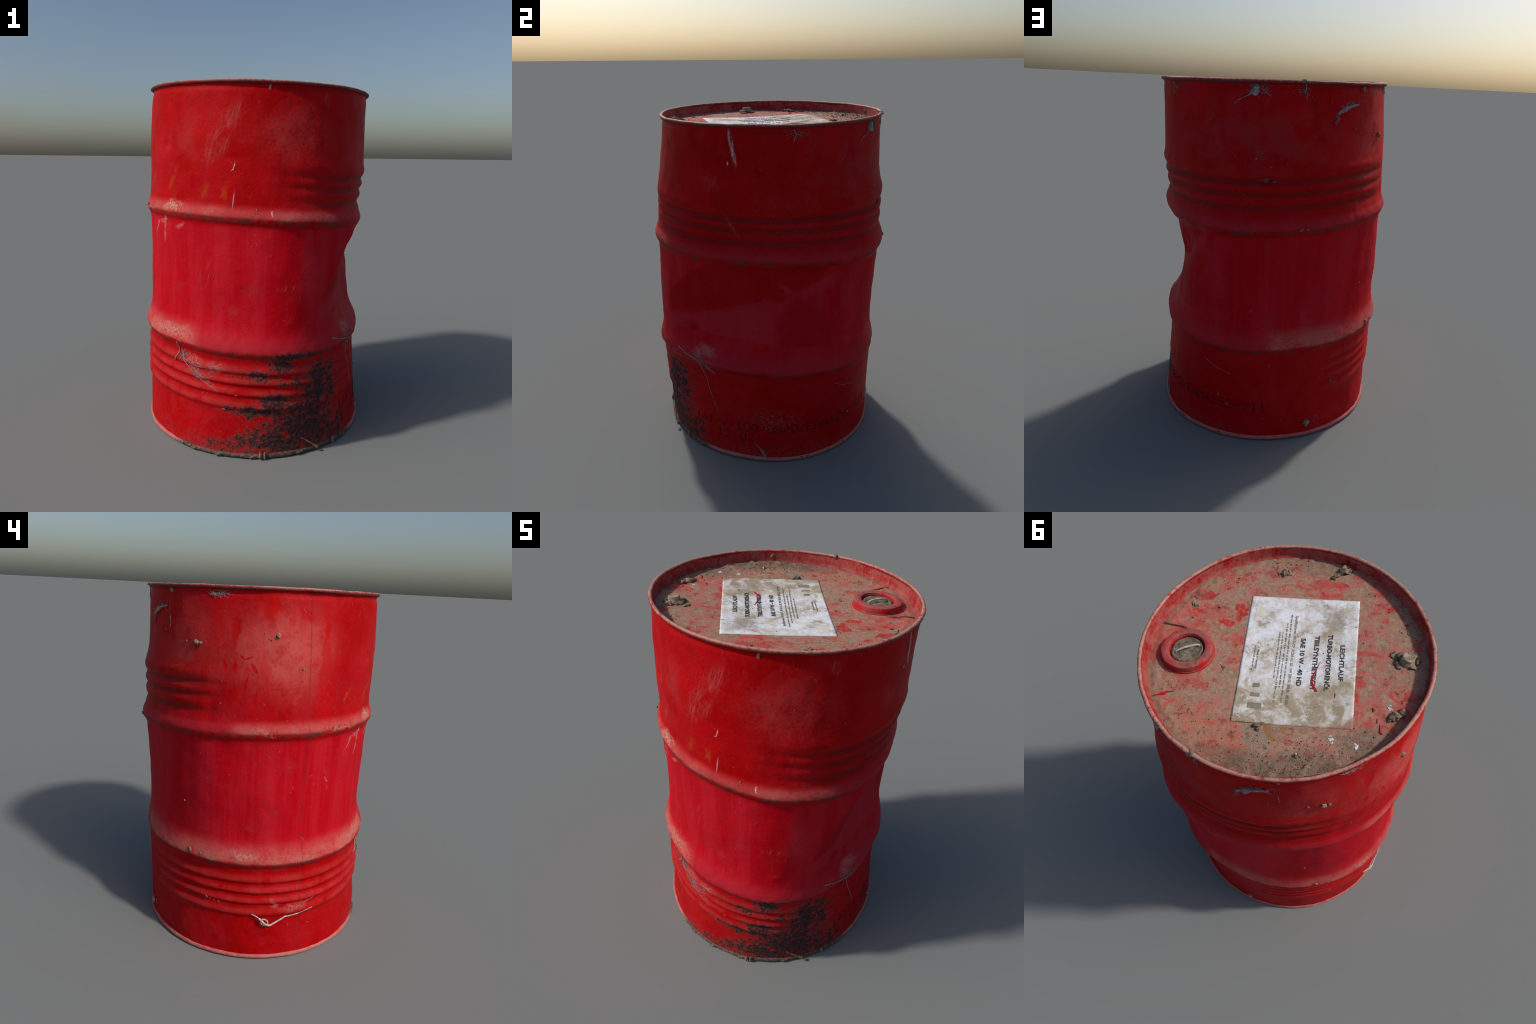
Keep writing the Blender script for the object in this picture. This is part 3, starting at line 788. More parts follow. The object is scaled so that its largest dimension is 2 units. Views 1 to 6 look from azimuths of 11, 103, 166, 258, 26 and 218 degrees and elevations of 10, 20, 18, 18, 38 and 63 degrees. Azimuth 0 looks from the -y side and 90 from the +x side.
def spline(pts, n):
    """Catmull-Rom through points"""
    P = [Vector(p) for p in pts]; out = []
    for i in range(n):
        u = i / (n - 1) * (len(P) - 1); k = min(int(u), len(P) - 2); t = u - k
        p0, p1, p2, p3 = P[max(k-1, 0)], P[k], P[k+1], P[min(k+2, len(P)-1)]
        out.append(.5 * ((2*p1) + (p2-p0)*t + (2*p0-5*p1+4*p2-p3)*t*t + (3*p1-p0-3*p2+p3)*t**3))
    return out

tube('plug_handle', spline([(.034, .040, .018), (.028, .034, .029), (.006, .004, .034), (-.020, -.030, .033), (-.030, -.044, .028), (-.032, -.047, .016)], 24),
     [.0048] * 24, ring, M_WIRE)
tube('plug_handle', spline([(.028, .018, .019), (.012, .002, .025), (-.006, -.014, .023), (-.020, -.040, .018)], 16), [.0035] * 16, ring, M_WIRE)

# ---- lumps
def lump_mesh(name, seed, sx, sy, sz, rough=.35, freq=2.4, sub=3):
    import bmesh
    bm = bmesh.new()
    bmesh.ops.create_icosphere(bm, subdivisions=sub, radius=1.0)
    for v in bm.verts:
        q = v.co * freq * .5 + Vector((seed * 5.7, seed * 1.9, 0))
        k = 1 + rough * 1.4 * mnoise.noise(q) + rough * .7 * mnoise.noise(q * 2.7) + rough * .35 * mnoise.noise(q * 6)
        v.co = Vector((v.co.x * sx, v.co.y * sy, v.co.z * sz)) * k
    me = bpy.data.meshes.new(name); bm.to_mesh(me); bm.free()
    me.polygons.foreach_set('use_smooth', [True] * len(me.polygons))
    return me

def lid_lump(name, x, y, sx, sy, sz, mat, seed, rough=.35, rot=0, sub=3, lift=.15):
    k = .78
    ob = new_object(name, lump_mesh(name, seed, sx * k, sy * k, sz * k, rough, sub=sub), drum, [mat])
    ob.location = (x, y, lid_surface(x, y) + sz * lift); ob.rotation_euler = (0, 0, rot)
    return ob

# vent cap on its mud-caked foot
cx, cy = -.432, -.258
v, f = lathe([(.034, -.004), (.0325, .012), (.029, .018), (.0285, .030), (.027, .0345), (.0225, .036), (.0205, .034), (.010, .034), (.0005, .0345)], 40)
cap = new_object('vent_cap', mesh_from('vent_cap', roughen(v, .0014, 45, 4), f, True, 35), drum, [M_CAP])
cap.location = (cx, cy, lid_z(cx, cy)); cap.rotation_euler = (.05, -.06, 0)
for i, (dx, dy, s) in enumerate([(.035,-.006,.024), (-.006,-.036,.022), (.028,.034,.018), (-.034,.012,.020), (-.038,-.022,.018), (.012,.046,.013)]):
    lid_lump('mud_lump', cx + dx, cy + dy, s * 1.15, s, s * .75, M_MUD if i % 2 else M_SOIL, 20 + i, .45, i)
lid_lump('mud_lump', -.375, -.262, .036, .030, .006, M_MUD, 31, .35, .4)
# other clods
lid_lump('mud_lump', -.538, .012, .030, .022, .022, M_MUD, 41, .45, .3)
lid_lump('mud_lump', -.522, .035, .026, .020, .016, M_SOIL, 42, .5, 1.3)
lid_lump('mud_lump', -.548, -.015, .022, .018, .018, M_MUD, 43, .5, 2.3)
lid_lump('mud_lump', -.082, .366, .030, .012, .016, M_SOIL, 47, .5, .9)
lid_lump('mud_lump', -.094, .385, .013, .010, .012, M_SOIL, 49, .5, .1)
lid_lump('pebble', -.303, .403, .016, .011, .012, M_SOIL, 50, .3, .5)
lid_lump('pebble', -.297, .398, .007, .010, .012, M_WIRE, 51, .3, .5)
for i, (x, y, s) in enumerate([(-.492,-.005,.016), (-.371,.256,.018), (-.474,.231,.018), (.573,-.011,.009), (-.485,-.018,.008), (-.382,.268,.010), (-.465,.222,.011), (-.36,.244,.009)]):
    lid_lump('bird_dropping', x, y, s * .8, s * .55, .0025, M_GREY, 60 + i, .55, i)
for i, (x, y, s) in enumerate([(.225,.206,.013), (.218,.216,.009), (.455,-.059,.010), (.57,-.012,.020), (.552,-.004,.014), (.323,-.405,.020), (.30,-.415,.016), (.345,-.39,.014), (.335,-.42,.011), (.315,-.43,.010),
                                (.49,-.26,.010), (.10,-.50,.009), (-.12,-.52,.010), (.52,.06,.008), (-.15,.09,.006), (.16,-.34,.006), (.44,.12,.007), (-.33,-.44,.012), (-.36,-.40,.010), (.586,-.05,.015)]):
    lid_lump('soil_crumb', x, y, s * .95, s * .6, s * .42, (M_SOIL, M_MUD)[i % 3 == 0], 80 + i, .5, i * 1.7)
# loose crumbs too small to count
crumb_v, crumb_f = [], []
for i in range(420):
    if i < 190:
        t = rng.uniform(-PI, PI); rr = rng.uniform(.50, .60)
    elif i < 340:
        t = rng.normal(2.15, .35); rr = rng.uniform(.42, .60)
    else:
        t = rng.uniform(-PI, PI); rr = .58 * math.sqrt(rng.uniform(0, 1))
    x, y = rr * math.cos(t), rr * math.sin(t)
    s = rng.uniform(.0018, .0052)
    base = len(crumb_v); zc = lid_surface(x, y) + s * .2
    q = rng.uniform(0, 6.28)
    for (dx, dy, dz) in [(1, 0, 0), (-.8, .2, 0), (.1, .9, .1), (0, -.8, 0), (.1, .1, .9), (0, 0, -.7)]:
        k = s * rng.uniform(.7, 1.3)
        crumb_v.append((x + k * (dx * math.cos(q) - dy * math.sin(q)), y + k * (dx * math.sin(q) + dy * math.cos(q)), zc + k * dz))
    for a_, b_, c_ in [(0, 2, 4), (2, 1, 4), (1, 3, 4), (3, 0, 4), (2, 0, 5), (1, 2, 5), (3, 1, 5), (0, 3, 5)]:
        crumb_f.append((base + a_, base + b_, base + c_))
litter = new_object('soil_litter', mesh_from('soil_litter', crumb_v, crumb_f, False), drum, [M_SOIL])
litter['kind'] = 'stuff'
# dead leaf scrap by the rim: crumpled thick sheet
def crumpled(name, x, y, lx, ly, mat, seed, rot, height=.02, thick=.002):
    n = 12; verts, faces = [], []
    for side in (1, -1):
        for i in range(n + 1):
            for j in range(n + 1):
                u, w = i / n * 2 - 1, j / n * 2 - 1
                ex = 1 + .35 * mnoise.noise(Vector((u * 1.4 + seed, w * 1.4, 0)))
                k = max(0.0, 1 - abs(u) ** 1.5 * .5 - abs(w) ** 1.6 * .5)
                zz = height * (k * .5 + .6 * mnoise.noise(Vector((u * 1.8, w * 1.8, seed)))) + .25 * height * mnoise.noise(Vector((u * 5, w * 5, seed)))
                verts.append((u * lx * ex * (1 - .4 * abs(w)), w * ly * ex * (1 - .3 * abs(u)), zz + side * thick / 2))
    m = (n + 1) ** 2
    for i in range(n):
        for j in range(n):
            a_ = i*(n+1) + j; q = (a_, a_ + n + 1, a_ + n + 2, a_ + 1)
            faces.append(q); faces.append(tuple(m + k for k in q[::-1]))
    rim = [i*(n+1) for i in range(n)] + [n*(n+1) + j for j in range(n)] + [i*(n+1) + n for i in range(n, 0, -1)] + [j for j in range(n, 0, -1)]
    for p, q in zip(rim, rim[1:] + rim[:1]): faces.append((p, q, q + m, p + m)[::-1])
    ob = new_object(name, mesh_from(name, verts, faces), drum, [mat])
    ob.location = (x, y, lid_surface(x, y) + .005); ob.rotation_euler = (0, 0, rot)
    return ob
crumpled('dead_leaf', .082, -.575, .040, .026, M_MUD, 3, .6, .026)
crumpled('dead_leaf', .102, -.520, .026, .012, M_SOIL, 5, 1.2, .02)
crumpled('dead_leaf', .325, -.405, .028, .012, M_SOIL, 8, 2.2, .014)
tube('twig', spline([(x, y, lid_surface(x, y) + .006) for x, y in [(.608, .162), (.57, .152), (.53, .132), (.49, .125)]], 14), [.0028, .0032] + [.0028] * 10 + [.002, .0012], drum, M_SOIL)

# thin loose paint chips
def chip(name, pts, zf, mat, thick=.0016, lift=.001):
    """flat polygon chip with thickness, given in lid plane"""
    n = len(pts); verts = [(x, y, zf(x, y) + lift + thick) for x, y in pts] + [(x, y, zf(x, y) + lift - .002) for x, y in pts]
    faces = [tuple(range(n)), tuple(range(2*n - 1, n - 1, -1))] + [(i, i + n, (i + 1) % n + n, (i + 1) % n) for i in range(n)]
    return new_object(name, mesh_from(name, verts, faces, False), drum, [mat])
def lz(x, y): return lid_surface(x, y) + .0015
chip('paint_chip', [(.383, .508), (.352, .462), (.345, .448), (.318, .432), (.338, .452), (.340, .470)], lz, M_CHIP)
chip('paint_chip', [(-.43, .028), (-.447, .036), (-.445, .048)], lz, M_CHIP)
chip('paint_chip', [(-.500, .085), (-.515, .108), (-.532, .120), (-.518, .122)], lz, M_CHIP)
chip('paint_chip', [(-.475, .066), (-.483, .082), (-.487, .085)], lz, M_CHIP)

# ---- paper label with its print (local x = reading direction, local y = up the page)
B = Vector((-.075, -.45)); ux = Vector((-.487, .873)); vy = Vector((.872, .49)); LW, LH = .707, .507
centre = B + ux * (LW / 2) + vy * (LH / 2)
lab_n = 60
verts, faces = [], []
def lab_world(s, t):
    p = B + ux * s + vy * t
    return p
label_rot = math.atan2(ux.y, ux.x)
cz = lid_z(centre.x, centre.y)
def lab_local(s, t, lift):
    """s along the line of print, t down the page -> local coords of the label object"""
    p = lab_world(s, t)
    return (s - LW / 2, -(t - LH / 2), lid_z(p.x, p.y) + .0022 + .8 * lid_noise(p.x, p.y) - cz + lift)
def corner(i, j, n):
    s, t = LW * i / n, LH * j / n
    # slightly ragged edges, the far corner torn
    e = .0016 * mnoise.noise(Vector((i * .9, j * .9, 2.0)))
    if i in (0, n): s += e
    if j in (0, n): t += e
    return s, t
for side in (1, 0):
    for i in range(lab_n + 1):
        for j in range(lab_n + 1):
            s, t = corner(i, j, lab_n)
            x, y, zz = lab_local(s, t, 0)
            curl = .004 * max(0, (s - .66) / .05) * max(0, 1 - abs(t - .45) / .06)
            verts.append((x, y, zz + (curl if side else curl - .003)))
m = (lab_n + 1) ** 2
for i in range(lab_n):
    for j in range(lab_n):
        a_ = i*(lab_n+1) + j; q = (a_, a_ + 1, a_ + lab_n + 2, a_ + lab_n + 1)
        faces.append(q); faces.append(tuple(m + k for k in q[::-1]))
n = lab_n
rimv = [i*(n+1) for i in range(n)] + [n*(n+1) + j for j in range(n)] + [i*(n+1) + n for i in range(n, 0, -1)] + [j for j in range(n, 0, -1)]
for p, q in zip(rimv, rimv[1:] + rimv[:1]): faces.append((p, q, q + m, p + m))
label = new_object('paper_label', mesh_from('paper_label', verts, faces), drum, [M_LABEL])
label.location = (centre.x, centre.y, cz); label.rotation_euler = (0, 0, label_rot)
# page "down" must be vy: the label frame is right handed with y up the page = -vy

def text_mesh(body, size, bold=.0, extrude=.0004):
    cu = bpy.data.curves.new('print', 'FONT'); cu.body = body; cu.size = size; cu.extrude = extrude; cu.offset = bold
    cu.align_x = 'LEFT'; cu.resolution_u = 3
    ob = bpy.data.objects.new('print', cu); scene.collection.objects.link(ob)
    dg = bpy.context.evaluated_depsgraph_get(); dg.update()
    me = bpy.data.meshes.new_from_object(ob.evaluated_get(dg))
    bpy.data.objects.remove(ob); bpy.data.curves.remove(cu)
    return me

def printed_line(body, s0, s1, t, height, bold, mat, name='printed_line'):
    me = text_mesh(body, 1.0, bold)
    co = np.empty(len(me.vertices) * 3); me.vertices.foreach_get('co', co); co = co.reshape(-1, 3)
    w = co[:, 0].max() - co[:, 0].min(); x0 = co[:, 0].min()
    capH = 0.72
    out = []
    for x, y, zz in co:
        s = s0 + (x - x0) / w * (s1 - s0); tt = t + height / 2 - y / capH * height
        lx, ly, lzv = lab_local(s, tt, 0)
        out.append((lx, ly, lzv + .0006 + (zz > 0) * .0006))
    me.vertices.foreach_set('co', np.array(out).ravel()); me.update(); me.name = name
    return new_object(name, me, label, [mat])

printed_line('LEICHTLAUF', .262, .462, .063, .0205, .030, M_PRINT)
printed_line('TURBO-MOTORENÖL', .205, .517, .121, .0205, .034, M_PRINT)
printed_line('TEILSYNTHETISCH', .215, .510, .180, .0205, .034, M_PRINT)
printed_line('SAE 10 W - 40 HD', .232, .498, .2415, .0205, .034, M_PRINT)
printed_line('Spezifikationen: API SL/CF, ACEA A3, B3, VW 500 00, 505 00, MB 229.1', .105, .610, .283, .0125, .004, M_PRINT2)
printed_line('Made in Germany', .312, .420, .438, .0105, .008, M_PRINT2)

def plate(name, s0, s1, t0, t1, mat, round_=.004, lift=.0008):
    pts = []
    for (cs, ct, a0) in [(s1 - round_, t0 + round_, -90), (s1 - round_, t1 - round_, 0), (s0 + round_, t1 - round_, 90), (s0 + round_, t0 + round_, 180)]:
        for k in range(4):
            q = math.radians(a0 + 30 * k); pts.append((cs + round_ * math.cos(q), ct + round_ * math.sin(q)))
    n = len(pts); vs = [lab_local(s, t, lift) for s, t in pts] + [lab_local(s, t, -.001) for s, t in pts]
    fs = [tuple(range(n)), tuple(range(2*n - 1, n - 1, -1))] + [(i, i + n, (i+1) % n + n, (i+1) % n) for i in range(n)]
    return new_object(name, mesh_from(name, vs, fs, False), label, [mat])
# worn lines of small print that can no longer be read: dashes the length of words
def worn_line(s0, s1, t, hgt, seed):
    r = np.random.default_rng(seed); s = s0; vs, fs = [], []
    while s < s1 - .006:
        w = min(r.uniform(.008, .034), s1 - s)
        k = max(1, int(w / .0042))
        for j in range(k):                                  # letter-like ticks
            a0 = s + j * w / k; a1 = a0 + w / k * r.uniform(.5, .85); up = hgt * r.uniform(.55, 1.0)
            base = len(vs)
            q = [(a0, t + hgt / 2), (a1, t + hgt / 2), (a1, t + hgt / 2 - up), (a0, t + hgt / 2 - up)]
            vs += [lab_local(*p, .0009) for p in q] + [lab_local(*p, -.0005) for p in q]
            fs += [(base, base+1, base+2, base+3)] + [(base + i, base + 4 + i, base + 4 + (i+1) % 4, base + (i+1) % 4) for i in range(4)]
        s += w + .0045
    ob = new_object('worn_print', mesh_from('worn_print', vs, fs, False), label, [M_PRINT2]); ob['kind'] = 'stuff'
worn_line(.100, .606, .3065, .0075, 1); worn_line(.150, .520, .3225, .0075, 2); worn_line(.205, .598, .338, .0075, 3)
worn_line(.205, .47, .353, .0070, 4); worn_line(.292, .438, .454, .0075, 5)
plate('printed_box', .497, .520, .409, .440, M_BOX); plate('printed_box', .550, .571, .402, .444, M_BOX); plate('printed_box', .604, .633, .388, .448, M_BOX)
plate('printed_square', .066, .118, .434, .478, M_YELLOW, .001, .0005)
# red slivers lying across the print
def lab_chip(pts):
    n = len(pts); vs = []
    for x, y in pts:
        vs.append((x, y, lid_z(x, y) + .0042 + .8 * lid_noise(x, y)))
    vs += [(x, y, zz - .004) for x, y, zz in vs]
    fs = [tuple(range(n)), tuple(range(2*n - 1, n - 1, -1))] + [(i, i + n, (i+1) % n + n, (i+1) % n) for i in range(n)]
    new_object('paint_chip', mesh_from('paint_chip', vs, fs, False), drum, [M_CHIP])
lab_chip([(-.113, -.062), (-.130, .010), (-.139, .045), (-.162, .064), (-.192, .082), (-.184, .091), (-.152, .066), (-.133, .049), (-.126, .020)])
lab_chip([(-.258, .050), (-.268, .058), (-.272, .074)])

# ------------------------------------------------------------------ stencilled marks on the wall
# dot-matrix strokes of each sign on a 4 x 6 cell
GLYPH = {
 '1': ['1,4 2,6 2,0', '1,0 3,0'], 'A': ['0,0 0,4 2,6 4,4 4,0', '0,2 4,2'], '/': ['0,1 4,5'], 'Y': ['0,6 0,5 2,3 4,5 4,6', '2,3 2,0'],
 '0': ['1,0 0,1 0,5 1,6 3,6 4,5 4,1 3,0 1,0'], '8': ['1,3 0,4 0,5 1,6 3,6 4,5 4,4 3,3 1,3 0,2 0,1 1,0 3,0 4,1 4,2 3,3'],
 'D': ['0,0 0,6 3,6 4,5 4,1 3,0 0,0'], 'B': ['0,0 0,6 3,6 4,5 4,4 3,3 0,3', '3,3 4,2 4,1 3,0 0,0'], 'M': ['0,0 0,6 2,4 4,6 4,0'],
 '4': ['3,0 3,6 0,2 4,2'], '2': ['0,5 1,6 3,6 4,5 4,4 0,0 4,0'], '9': ['1,0 3,0 4,1 4,5 3,6 1,6 0,5 0,4 1,3 4,3'], '-': ['0,3 4,3'],
 'S': ['4,5 3,6 1,6 0,5 0,4 1,3 3,3 4,2 4,1 3,0 1,0 0,1'], 'I': ['1,6 3,6', '2,6 2,0', '1,0 3,0'], ':': ['2,2 2,2.2', '2,4 2,4.2'],
}
def stencil(textline, a_start, a_end, z_mid, height):
    n = len(textline); pitch = (a_end - a_start) / n
    cell = pitch * .66
    for i, chx in enumerate(textline):
        if chx == ' ': continue
        vs, fs = [], []
        a0 = a_start + pitch * i
        dots = set()
        for s in GLYPH[chx]:
            P = [tuple(map(float, p.split(','))) for p in s.split()]
            for (x0, y0), (x1, y1) in zip(P, P[1:]):
                k = max(2, int(max(abs(x1 - x0), abs(y1 - y0)) * 1.35) + 1)
                for q in range(k):
                    dots.add((round(x0 + (x1 - x0) * q / (k - 1), 2), round(y0 + (y1 - y0) * q / (k - 1), 2)))
        for gx, gy in sorted(dots):
            a = a0 + cell * gx / 4 + rng.normal(0, .03); z = z_mid - height / 2 + height * gy / 6 + rng.normal(0, .0005)
            p, nrm = wall_at(a, z)
            tng = Vector((-nrm.y, nrm.x, 0)); base = len(vs); rr = height * .066 * rng.uniform(.8, 1.15)
            for lift in (.0012, -.0008):
                for q in range(6):
                    t = 2 * PI * q / 6
                    vs.append(p + nrm * lift + tng * (rr * 1.15 * math.cos(t)) + Vector((0, 0, rr * math.sin(t))))
            fs.append(tuple(base + q for q in range(6)))
            fs += [(base + q, base + 6 + q, base + 6 + (q+1) % 6, base + (q+1) % 6) for q in range(6)]
        new_object('stencil_character', mesh_from('stencil_character', vs, fs, False), drum, [M_INK])
stencil('1A1/Y/100/08/D/BAM4292-SI1', -31.0, 78.5, .212, .050)
stencil('12:02', -16.5, 5.0, .148, .048)
stencil('S0', -32.5, -25.0, .150, .048)

# ------------------------------------------------------------------ things stuck to the wall
def wall_lump(name, a, z, sa, sz, depth, mat, seed, rough=.4, sub=3, rot=0.0):
    p, nrm = wall_at(a, z)
    me = lump_mesh(name, seed, sa, sz, depth, rough, sub=sub)
    ob = new_object(name, me, drum, [mat])
    tng = Vector((-nrm.y, nrm.x, 0)); upv = Vector((0, 0, 1))
    from mathutils import Matrix
    c, s = math.cos(rot), math.sin(rot)
    ax, ay = tng * c + upv * s, upv * c - tng * s
    M = Matrix((ax, ay, nrm)).transposed().to_4x4()
    M.translation = p + nrm * depth * .25
    ob.matrix_world = M
    return ob

def wall_strand(pts, r0, r1=None, lift=.003, n=None, sides=6, wav=.0015, seed=0):
    """tube following (angle, z) points on the wall -> verts, faces"""
    W = []
    for k, (a, z) in enumerate(pts): 
        p, nrm = wall_at(a, z); W.append(p + nrm * lift)
    n = n or max(6, 4 * len(pts))
    S = spline(W, n)
    S = [p + Vector((mnoise.noise(Vector((i * .5, seed, 0))), mnoise.noise(Vector((i * .5, seed, 5))), mnoise.noise(Vector((i * .5, seed, 9))))) * wav for i, p in enumerate(S)]
    r1 = r0 if r1 is None else r1
    return tube(None, S, [r0 + (r1 - r0) * i / (n - 1) for i in range(n)], None, None, sides)

def web(name, strands, mat, fluff=None, seed=0):
    """a cobweb: strands (pts, r0, r1) and fluff patches of many fine random threads (a, z, sa, sz, count)"""
    vs, fs = [], []
    def add(v, f):
        b = len(vs); vs.extend(v); fs.extend([tuple(b + k for k in q) for q in f])
    for i, (pts, r0, r1) in enumerate(strands): add(*wall_strand(pts, r0 * .75, r1 * .75, lift=.0015 + r0 * .5, seed=seed + i))
    r = np.random.default_rng(seed)
    for (a, z, sa_, sz_, cnt) in (fluff or []):
        for _ in range(int(cnt * 1.8)):
            p0 = (a + r.normal(0, sa_ * .75), z + r.normal(0, sz_ * .75)); p2 = (p0[0] + r.normal(0, sa_ * .6), p0[1] + r.normal(0, sz_) * .7)
            p1 = ((p0[0] + p2[0]) / 2 + r.normal(0, sa_ * .2), (p0[1] + p2[1]) / 2 + r.normal(0, sz_ * .2))
            add(*wall_strand([p0, p1, p2], .0007, .0004, lift=r.uniform(.0015, .006), n=6, sides=3, wav=.001, seed=seed + _))
    ob = new_object(name, mesh_from(name, vs, fs), drum, [mat]); ob['kind'] = 'stuff'
    return ob

# big webs and clumps under the rim
web('cobweb', [([(116.5,1.885),(112,1.878),(107,1.858),(104.5,1.838)], .006, .010), ([(114,1.884),(109,1.866),(105,1.846)], .008, .009), ([(117,1.888),(114,1.880)], .002, .006), ([(119,1.892),(118.5,1.86)], .0012, .0008), ([(120,1.84),(120.3,1.785)], .0014, .0008)], M_WEB, [(112,1.882,3,.014,30)], 21)
wall_lump('cobweb_clump', 108.5, 1.863, .026, .011, .012, M_WEB, 121, .5, rot=.5)
wall_lump('cobweb_clump', 104.3, 1.815, .012, .026, .006, M_WEBRED, 122, .45, rot=-.25)
web('cobweb', [([(67,1.958),(66.5,1.93),(64,1.908),(60,1.885)], .006, .0025), ([(70,1.955),(72,1.925),(74,1.915)], .004, .002), ([(66,1.95),(71,1.935)], .003, .005), ([(68,1.96),(69,1.925)], .007, .005), ([(60.5,1.888),(58.5,1.868)], .002, .001)], M_WEB, [(68,1.945,2.5,.016,40)], 41)
wall_lump('cobweb_clump', 67.5, 1.935, .020, .020, .011, M_WEB, 123, .6)
wall_lump('cobweb_clump', 71.0, 1.935, .020, .014, .009, M_WEBRED, 124, .6)
web('cobweb', [([(87,1.988),(88.5,1.97),(88.5,1.945),(88,1.925)], .006, .003), ([(88,1.94),(90,1.92)], .002, .001)], M_WEB, [(88,1.94,1.6,.018,24)], 61)
wall_lump('mud_lump', 87.3, 1.982, .016, .010, .014, M_SOIL, 125, .5)
web('cobweb', [([(142,1.972),(145,1.955),(148,1.960),(151,1.978)], .002, .002), ([(144,1.97),(145,1.945)], .003, .002), ([(149,1.97),(149.5,1.95)], .003, .001)], M_WEB, [(147,1.958,3,.010,40)], 81)
web('cobweb', [([(23,1.952),(24,1.93),(23,1.895)], .004, .002), ([(24,1.93),(26,1.925)], .003, .002)], M_WEB, [(25,1.93,2.5,.012,18)], 101)
wall_lump('mud_lump', -72.5, 1.952, .006, .016, .006, M_MUD, 126, .5)
wall_lump('mud_lump', 120, 1.962, .010, .012, .010, M_MUD, 127, .5)
# small things on the upper panel
wall_lump('dead_moth', 137, 1.730, .016, .010, .010, M_MUD, 131, .5, rot=-.7)
wall_lump('dead_moth', 139.2, 1.725, .010, .008, .008, M_SOIL, 132, .5, rot=.9)
wall_lump('mud_lump', 174, 1.783, .010, .012, .009, M_MUD, 133, .35)
for i, (a, z, s) in enumerate([(168,1.79,.006),(170,1.768,.006),(171,1.763,.007),(172.5,1.772,.004),(-174,1.629,.009),(-176,1.632,.005),(-174,1.574,.007),(116,1.768,.006),(-59,1.73,.004),(-89.3,1.583,.005),
                               (-78,1.352,.007),(-79,1.335,.006),(131,1.728,.010),(69,1.616,.009),(75,1.58,.007),(82,1.60,.006),(71.5,1.645,.006),(-129,1.655,.006),(150,1.445,.006),(131,.885,.008),(112,.326,.010),(-164,.396,.008),
                               (-162,.20,.006),(8,.296,.010),(14,.30,.008),(53,.255,.008),(58,.207,.010),(89,1.268,.013),(92,1.270,.010),(-153,1.336,.012),(-157,1.33,.008),(137,.627,.016),(143,.622,.010),(10.5,.215,.008)]):
    wall_lump('dirt_speck', a, z, s * .75, s * .75 * rng.uniform(.6, 1.2), s * .40, (M_SOIL, M_MUD, M_SOIL)[i % 3], 140 + i, .5, sub=2, rot=i)
wall_lump('paint_blister', 73.2, 1.520, .030, .013, .008, M_BLISTER, 181, .5, rot=.1)
wall_lump('paint_blister', 76.5, 1.512, .016, .010, .007, M_BLISTER, 182, .6)
# lower webs
web('cobweb', [([(-40.5,.642),(-34,.618),(-27,.600),(-22,.560),(-18.5,.533)], .0035, .003), ([(-40.5,.642),(-38,.632)], .006, .003), ([(-27,.60),(-23.5,.50),(-21,.42),(-16,.282)], .0026, .001), ([(-18.5,.533),(-19.5,.552)], .005, .003)], M_WEB, [(-24,.60,3,.022,36), (-31,.62,3,.012,16)], 161)
web('cobweb', [([(-119,.60),(-118.5,.55),(-121,.50),(-122,.484)], .0035, .005), ([(-116,.55),(-115,.52)], .006, .004), ([(-116,.515),(-108,.49),(-102,.495),(-95,.515)], .002, .001), ([(-116,.51),(-106,.435),(-95,.372)], .002, .001), ([(-107,.43),(-103,.43),(-98,.45)], .0015, .001)], M_WEB, [(-116,.53,2,.018,40), (-106,.46,4,.02,30)], 181)
web('cobweb', [([(99,.115),(99,.09),(97.5,.08)], .002, .005), ([(104,.12),(103,.08)], .003, .002)], M_WEB, [(99,.09,1.2,.014,24)], 221)
wall_lump('cobweb_clump', 99, .083, .013, .017, .009, M_WEB, 222, .6)
web('cobweb', [([(4,.12),(7,.085),(9,.04),(11,.015)], .002, .005), ([(8,.07),(10,.035)], .005, .006)], M_WEB, [(9,.05,1.2,.016,20)], 241)
web('cobweb', [([(46,.48),(52,.44),(60,.415)], .0012, .0008), ([(112,.33),(116,.38)], .001, .001)], M_WEB, None, 261)
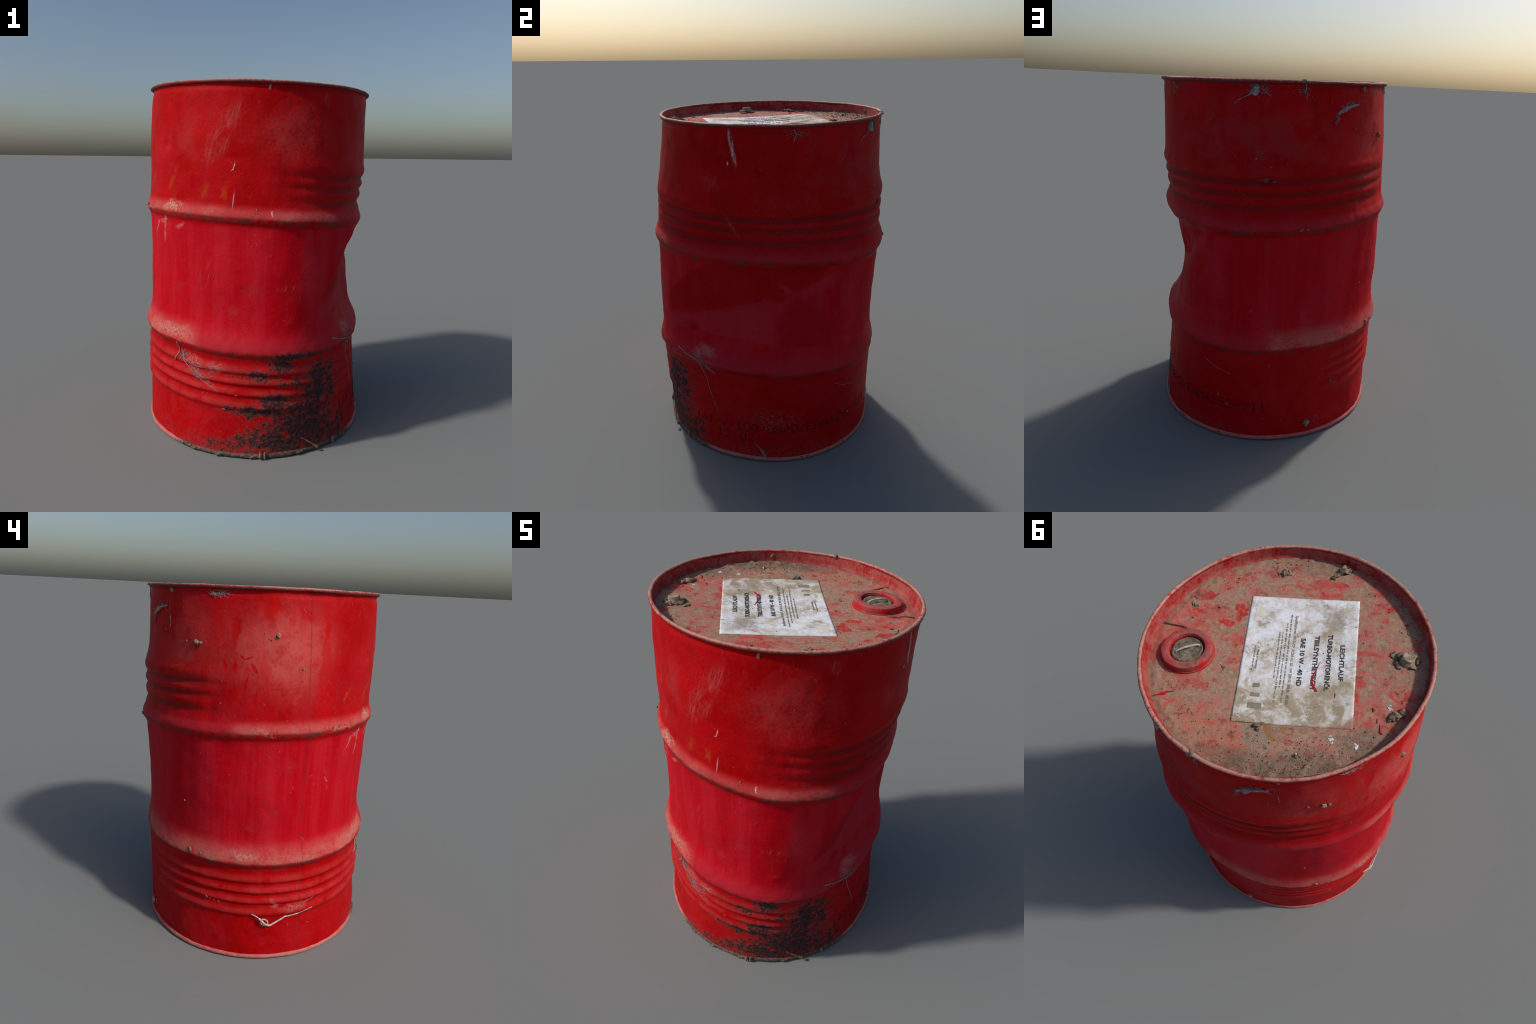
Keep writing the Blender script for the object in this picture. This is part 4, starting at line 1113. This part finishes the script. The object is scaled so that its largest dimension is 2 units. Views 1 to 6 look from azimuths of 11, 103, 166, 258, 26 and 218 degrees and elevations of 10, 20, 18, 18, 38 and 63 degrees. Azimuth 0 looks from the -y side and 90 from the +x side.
# bent wire and its stiff skin of web
wire = []
for (a, z, l) in [(168.5,.300,.004),(171,.288,.010),(173,.268,.022),(175,.246,.030),(177.2,.236,.026),(179.5,.246,.020),(-177.5,.262,.014),(-175.5,.276,.010),(-173.5,.275,.008),(-168,.286,.005),(-161,.302,.003)]:
    p, nrm = wall_at(a, z); wire.append(p + nrm * l)
tube('bent_wire', spline(wire, 50), [.0028] * 8 + [.0055] * 14 + [.0048] * 14 + [.0035] * 8 + [.0015] * 6, drum, M_WIRE)
loop = []
for k in range(13):
    t = 2 * PI * k / 12
    p, nrm = wall_at(174.6 + 1.7 * math.cos(t), .254 + .020 * math.sin(t) - 1.7 * .004 * math.cos(t)); loop.append(p + nrm * .022)
tube('bent_wire', loop, .0042, drum, M_WIRE)
web('cobweb', [([(-175,.272),(-168,.33),(-160,.37)], .001, .0008), ([(-172,.30),(-164,.36)], .0008, .0008)], M_WEB, None, 281)
# paint lifting in curled flakes on the lowest ribs
for a, z, r_, s_ in [(146,.362,-.9,1.0),(147.5,.352,-.5,.7),(149.5,.346,-.2,.8),(152,.343,-.7,1.0),(-86.5,.362,.3,.9),(-92.5,.272,-.2,1.1)]:
    wall_lump('paint_flake', a, z, .012 * s_, .0045 * s_, .0030, M_FLAKE, int(abs(a) * 2), .55, sub=2, rot=r_)
# mud and twigs along the bottom bead
for i in range(46):
    a = rng.uniform(-116, -22) if i < 34 else rng.uniform(-20, 60)
    s = rng.uniform(.006, .014) if i < 34 else rng.uniform(.004, .008)
    p, nrm = wall_at(a, .03)
    s *= .75
    ob = new_object('mud_lump', lump_mesh('mud_lump', 300 + i, s * 1.8, s * .7, s * .7, .5, sub=2), drum, [M_SOIL])
    ob.location = p + nrm * rng.uniform(.004, .010) + Vector((0, 0, rng.uniform(-.018, -.010))); ob.rotation_euler = (0, 0, math.radians(a + 90))
p0, n0 = wall_at(-56, .10); p1, n1 = wall_at(-47.5, .03)
tube('twig', spline([p0 + n0 * .006, (p0 + p1) / 2 + n0 * .018, p1 + n1 * .022 + Vector((0, 0, -.008))], 12), [.002] * 4 + [.004] * 5 + [.008, .010, .008], drum, M_MUD)
for a in (-75.5, -73.5, -37):
    p, nrm = wall_at(a, .03)
    tube('twig', spline([p + nrm * .010 + Vector((0, 0, .012)), p + nrm * .016 + Vector((0, 0, -.008)), p + nrm * .014 + Vector((0, 0, -.026))], 8), [.004, .005, .006, .006, .006, .005, .005, .003], drum, M_MUD)
